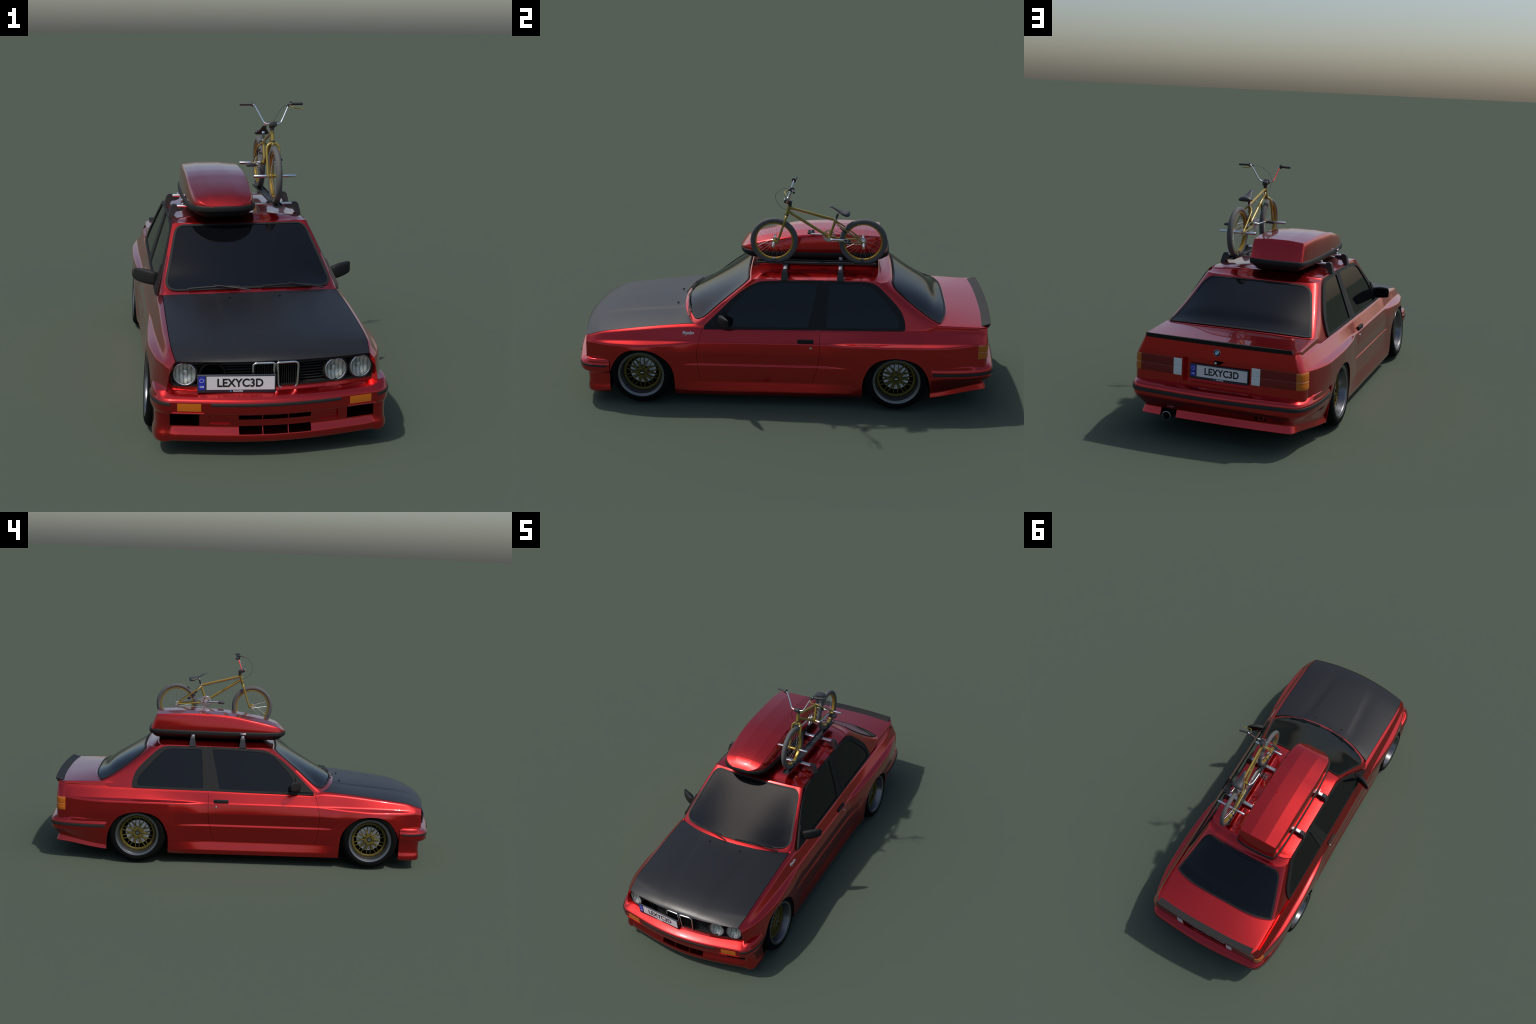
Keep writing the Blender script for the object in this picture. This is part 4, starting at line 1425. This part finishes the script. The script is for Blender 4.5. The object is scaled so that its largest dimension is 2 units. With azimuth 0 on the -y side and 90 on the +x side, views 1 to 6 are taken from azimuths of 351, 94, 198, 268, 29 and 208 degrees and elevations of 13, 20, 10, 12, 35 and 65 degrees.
# rear face slopes back down to the rim
lastn = len(lid[-1])
rear_rows = []
L_end = np.array(lid[-1])
for k in range(1, 9):
    t = k / 8
    row = []
    for j, p in enumerate(L_end):
        x = p[0] - BXC
        h = (p[2] - .6575) / (.737 - .6575)
        z = lerp(p[2], .6580, smooth(t) * .55 + .45 * t) if h > .02 else p[2]
        z = min(p[2], lerp(p[2], .6580, t))
        xr = x * lerp(1, .115 / .118, t)
        yrim = .4975 - .012 * (abs(x) / .118) ** 4
        y = lerp(.459, yrim, t ** .8 if h > .02 else t)
        row.append((BXC + xr, y, z))
    rear_rows.append(row)
lid_g = np.array(lid + rear_rows)
# round the plan of the nose: squeeze the first rows to the rim's front curve
sheet("box_lid", [lid_g], RED, rbx, ref=(BXC, .14, .60), sharp=4.2)
box("box_latch", (BXC - .142, .014, .6500), (.006, .030, .008), ALU, rbx, bevel=.002)
for y in (.016, .272):
    for dx in (-.138, .138):
        box("box_clamp", (BXC + dx, y, .634), (.010, .016, .008), ALU, rbx, bevel=.002)
    box("box_foot", (BXC, y, .6180), (.20, .03, .012), TRIM, rbx)

# =================================================================== BICYCLE
bike = empty("bicycle", (XB, .168, .633))
bike["label"] = "small gold stunt bicycle with chrome bars and pegs"
bike["category"] = "bicycle"
def B3(y, z, dx=0.0):
    return (XB + dx, y, z)
AF, AR, BB = (-.038, .744), (.3745, .744), (.217, .764)
HB, HT = (.0205, .871), (.0345, .914)
STP = (.2455, .847)
def unit(a, b):
    d = np.array([b[0] - a[0], b[1] - a[1]]); return d / np.linalg.norm(d)
tube("head_tube", [B3(*HB), B3(*HT)], .0078, BIKEGOLD, bike, 16)
tube("headset_cup", [B3(.0195, .868), B3(.0208, .8725)], .0092, BIKEBLACK, bike, 16)
tube("headset_cup", [B3(.0343, .913), B3(.0357, .918)], .0088, BIKEBLACK, bike, 16)
tube("top_tube", [B3(.0325, .906), B3(.10, .888), B3(.2440, .8495)], .0062, BIKEGOLD, bike, 14)
tube("down_tube", [B3(.0265, .888), B3(.217, .766)], .0068, BIKEGOLD, bike, 14)
tube("seat_tube", [B3(*BB), B3(.2475, .853)], .0058, BIKEGOLD, bike, 14)
tube("bottom_bracket", [B3(*BB, dx=-.0165), B3(*BB, dx=.0165)], .0085, BIKEGOLD, bike, 18)
for s in (1, -1):
    tube("seat_stay", bez([B3(.2450, .843, s * .005), B3(.262, .828, s * .018), B3(.285, .812, s * .0215), B3(.3715, .7475, s * .025)], 6), .0036, BIKEGOLD, bike, 10)
    tube("chain_stay", bez([B3(.222, .761, s * .009), B3(.24, .757, s * .0175), B3(.262, .754, s * .0205), B3(.3715, .744, s * .025)], 6), .0038, BIKEGOLD, bike, 10)
    box("dropout", B3(.3735, .7445, s * .025), (.0035, .016, .014), BIKEGOLD, bike, bevel=.001)
    tube("fork_leg", bez([B3(.0185, .866, s * .004), B3(.0165, .860, s * .0150), B3(.0135, .850, s * .0225), B3(.0070, .827, s * .0245), B3(-.0215, .741, s * .0250)], 7), [.0055] * 14 + [.0052] * 8 + [.0045] * 7, BIKEGOLD, bike, 12)
    box("dropout", B3(-.031, .7425, s * .0255), (.0035, .026, .013), BIKEGOLD, bike, bevel=.001)
tube("steerer", [B3(.016, .857), B3(.0205, .871)], .0075, BIKEGOLD, bike, 16)
# wheels of the bicycle
for (ay, az) in (AF, AR):
    wroot = empty("bicycle_wheel", B3(ay, az), bike)
    N = 72
    V, F = [], []
    ns = 18
    for i in range(N):
        t = 2 * math.pi * i / N
        for k in range(ns):
            a = 2 * math.pi * k / ns
            r = .0990 + .0120 * math.cos(a)
            knob = .0006 * (1 if (i + k) % 2 else -1) * (1 if math.cos(a) > .35 else 0)
            r += knob * math.cos(a)
            rr = r
            V.append((XB + (.0118 + knob) * math.sin(a), ay + rr * math.cos(t), max(az + rr * math.sin(t), .6345)))
    for i in range(N):
        i2 = (i + 1) % N
        for k in range(ns):
            k2 = (k + 1) % ns
            F.append((i * ns + k, i * ns + k2, i2 * ns + k2, i2 * ns + k))
    me = mesh_from(V, F)
    bm = bmesh.new(); bm.from_mesh(me); bmesh.ops.recalc_face_normals(bm, faces=bm.faces); bm.to_mesh(me); bm.free()
    link("bicycle_tyre", me, wroot, BIKETYRE, 180)
    Mx = Matrix.Translation(B3(ay, az))
    revolved("bicycle_rim", [(-.0075, .0905), (-.0082, .0865), (-.0065, .0835), (0, .0825), (.0065, .0835), (.0082, .0865), (.0075, .0905)], BIKERIM, wroot, Mx, 72)
    revolved("bicycle_hub", [(-.020, .0), (-.020, .009), (-.0165, .0095), (-.0150, .0062), (.0150, .0062), (.0165, .0095), (.020, .009), (.020, .0)], BIKERIM if ay < 0 else CHROME, wroot, Mx, 24)
    sp_ = []
    for k in range(36):
        t = 2 * math.pi * k / 36
        sd_ = 1 if k % 2 else -1
        th = t + (.75 if (k // 2) % 2 else -.75)
        sp_.append(([(XB + sd_ * .0165, ay + .0085 * math.cos(th), az + .0085 * math.sin(th)), (XB, ay + .0832 * math.cos(t), az + .0832 * math.sin(t))], .00032))
    so = tubes("wheel_spoke", sp_, SPOKE, wroot, seg=5)
    so["kind"] = "stuff"
    for s in (1, -1):
        tube("foot_peg", [B3(ay, az, s * .034), B3(ay, az, s * .0345), B3(ay, az, s * .0820), B3(ay, az, s * .0828)], [.0052, .0060, .0060, .0054], CHROME, wroot, 18)
        tube("axle", [B3(ay, az, s * .018), B3(ay, az, s * .035)], .0030, CHROME, wroot, 10)
# handlebar
for_bar = [(-.123, .0590, 1.0125), (-.085, .0510, 1.0130), (-.0715, .0480, 1.0105), (-.0640, .0455, 1.002), (-.0380, .0290, .952), (-.0300, .0235, .9420), (-.0200, .0205, .9390), (0, .0195, .9385)]
bar = for_bar + [(-x, y, z) for x, y, z in for_bar[::-1][1:]]
tube("handlebar", bez([(XB + x, y, z) for x, y, z in bar], 6), .0036, CHROME, bike, 12)
for s in (1, -1):
    tube("grip", [(XB + s * .0765, .0493, 1.0128), (XB + s * .124, .0592, 1.0126)], .0051, BIKEBLACK, bike, 14)
    tube("grip_flange", [(XB + s * .0745, .0488, 1.0128), (XB + s * .0770, .0494, 1.0128)], .0105, BIKEBLACK, bike, 20)
# stem
box("stem", B3(.0300, .9330), (.024, .030, .017), BIKEBLACK, bike, rot=Matrix.Rotation(-.30, 3, 'X'), bevel=.003)
box("stem_clamp", B3(.0165, .9385), (.030, .013, .019), BIKEBLACK, bike, rot=Matrix.Rotation(-.30, 3, 'X'), bevel=.003)
tube("stem_spacer", [B3(.0350, .915), B3(.0375, .926)], .0076, BIKEBLACK, bike, 14)
for dx in (-.009, .009):
    for dz in (-.006, .006):
        tube("stem_bolt", [B3(.0090, .9380 + dz, dx), B3(.0120, .9385 + dz, dx)], .0018, CHROME, bike, 8)
# saddle
tube("seat_clamp", [B3(.2455, .848), B3(.2480, .8550)], .0078, ALU, bike, 14)
tube("seat_post", [B3(.247, .852), B3(.2560, .8805)], .0050, BIKEBLACK, bike, 12)
tube("seat_post_head", [B3(.2555, .8790), B3(.2580, .8870)], .0062, ALU, bike, 12)
sad = []
for y, zt, w, h in ((.2135, .9155, .004, .003), (.2165, .9178, .0072, .0055), (.228, .9145, .0090, .0065), (.245, .9060, .0115, .0085), (.262, .8980, .0185, .0115), (.278, .8935, .0265, .0185), (.293, .8930, .0310, .0225), (.304, .8920, .0300, .0215), (.3095, .8890, .0235, .0120), (.3115, .8850, .012, .006)):
    r = []
    for k in range(20):
        t = 2 * math.pi * k / 20
        c_, s_ = math.cos(t), math.sin(t)
        droop = .0045 * abs(c_) ** 2 * (w / .031)
        r.append(B3(y, zt - droop - h / 2 + h / 2 * s_, w * math.copysign(abs(c_) ** .8, c_)))
    sad.append(r)
sad = [[tuple(np.mean(sad[0], 0))] * 20] + sad + [[tuple(np.mean(sad[-1], 0))] * 20]
me = mesh_from([p for r in sad for p in r], grid_faces(len(sad), 20, 0, True)); weld(me)
orient(me, B3(.27, .89))
link("saddle", me, bike, SADDLE, 60)
# drive train (on the near side of the roof box)
cr = -.0225
Mc = Matrix.Translation(B3(*BB, dx=cr))
V, F = [], []
no = 25
for i in range(no * 4):
    t = 2 * math.pi * i / (no * 4)
    r = .0290 if i % 4 in (0, 1) else .0272
    for dx in (-.0011, .0011):
        V.append((dx, r * math.cos(t), r * math.sin(t)))
    for dx in (-.0011, .0011):
        V.append((dx, .0225 * math.cos(t), .0225 * math.sin(t)))
m_ = no * 4
for i in range(m_):
    a, b = i * 4, ((i + 1) % m_) * 4
    F += [(a, a + 1, b + 1, b), (a + 2, a, b, b + 2), (a + 1, a + 3, b + 3, b + 1), (a + 3, a + 2, b + 2, b + 3)]
me = mesh_from(V, F); me.transform(Mc)
bm = bmesh.new(); bm.from_mesh(me); bmesh.ops.recalc_face_normals(bm, faces=bm.faces); bm.to_mesh(me); bm.free()
cring = link("chainring", me, bike, ALU, 30)
revolved("chainring_hub", [(-.0008, .010), (.0008, .010), (.0008, 0), (-.0008, 0), (-.0008, .010)], ALU, cring, Mc, 24)
for k in range(8):
    t = k * math.pi / 4
    c_ = Vector((0, math.cos(t), math.sin(t)))
    p = Vector(B3(*BB, dx=cr))
    box("chainring_arm", tuple(p + c_ * .0165), (.0016, .0052, .015), ALU, cring, rot=Matrix.Rotation(t - math.pi / 2, 3, 'X'))
loop = []
for t in np.linspace(math.pi / 2, math.pi * 1.5, 16):
    loop.append((BB[0] + .0290 * math.cos(t), BB[1] + .0290 * math.sin(t)))
for t in np.linspace(-math.pi / 2, math.pi / 2, 10):
    loop.append((AR[0] + .0105 * math.cos(t), AR[1] + .0105 * math.sin(t)))
loop = resample_loop(loop, 110)
V, F = [], []
for i in range(0, 110, 2):
    a, b = loop[i], loop[(i + 1) % 110]
    v_, f_ = tube_geo([B3(a[0], a[1], cr), B3(b[0], b[1], cr)], .0017, 6, base=len(V))
    V += v_; F += f_
ch = link("chain", mesh_from(V, F), bike, ALU, 40); ch["kind"] = "stuff"
tube("chain_core", [B3(p[0], p[1], cr) for p in loop], .0009, BIKEBLACK, bike, 5, closed=True)
revolved("rear_cog", [(-.001, .0105), (.001, .0105), (.001, .006), (-.001, .006), (-.001, .0105)], ALU, bike, Matrix.Translation(B3(*AR, dx=cr)), 24)
def crank(s, ey, ez):
    tube("crank_arm", bez([B3(BB[0], BB[1], s * .018), B3(BB[0] + (ey - BB[0]) * .08, BB[1], s * .0285), B3(BB[0] + (ey - BB[0]) * .25, BB[1] + (ez - BB[1]) * .3, s * .0345), B3(ey, ez, s * .0390)], 6), .0039, CHROME, bike, 12)
    tube("crank_boss", [B3(BB[0], BB[1], s * .016), B3(BB[0], BB[1], s * .031)], .0066, CHROME, bike, 16)
    tube("pedal_axle", [B3(ey, ez, s * .036), B3(ey, ez, s * .050)], .0025, CHROME, bike, 10)
    px = s * .0680
    pd = box("pedal", B3(ey, ez, px), (.034, .0070, .0105), BIKEBLACK, bike, bevel=.001)
    for dy in (-.0145, .0145):
        box("pedal_rail", B3(ey + dy, ez, px), (.038, .0045, .0095), BIKEBLACK, pd, bevel=.001)
    for dx in (-.0175, 0, .0175):
        box("pedal_bridge", B3(ey, ez, px + dx), (.0045, .030, .0088), BIKEBLACK, pd, bevel=.001)
crank(1, .3020, .7650)
crank(-1, .1320, .7660)
# brake lever, cable and rear brake
box("brake_perch", (XB + .0665, .0400, 1.0095), (.012, .016, .009), BIKEBLACK, bike, bevel=.002)
tube("brake_lever", bez([(XB + .0680, .0310, 1.008), (XB + .0770, .0180, 1.004), (XB + .0900, .0180, .9990), (XB + .1050, .0235, .9975), (XB + .1230, .0215, .9960)], 6), .0021, BIKEGOLD, bike, 8)
tube("brake_cable", bez([(XB + .0580, .0330, 1.0105), (XB + .035, .004, 1.0030), (XB + .006, -.028, .972), (XB - .008, -.029, .938), (XB - .010, -.006, .905), (XB - .009, .022, .892),
                         (XB - .0085, .060, .8905), (XB - .006, .150, .8660), (XB - .004, .232, .8420)], 8), .00085, BIKEBLACK, bike, 6)
for y, z in ((.075, .8875), (.172, .8615)):
    tube("cable_guide", [B3(y, z, -.006), B3(y + .005, z - .0013, -.006)], .0018, ALU, bike, 8)
tube("brake_cable", bez([(XB - .004, .232, .8420), (XB, .252, .820), (XB + .004, .268, .808), (XB, .283, .800)], 6), .00085, BIKEBLACK, bike, 6)
box("brake_bridge", B3(.291, .8065), (.040, .006, .006), BIKEBLACK, bike, bevel=.001)
for s in (1, -1):
    tube("brake_arm", [B3(.268, .812, s * .010), B3(.283, .802, s * .020), B3(.292, .790, s * .018)], .0028, BIKEBLACK, bike, 8)
tube("cable_hanger", [B3(.2080, .8530, -.004), B3(.2155, .8520, .004)], .0026, ALU, bike, 8)

bpy.context.view_layer.update()
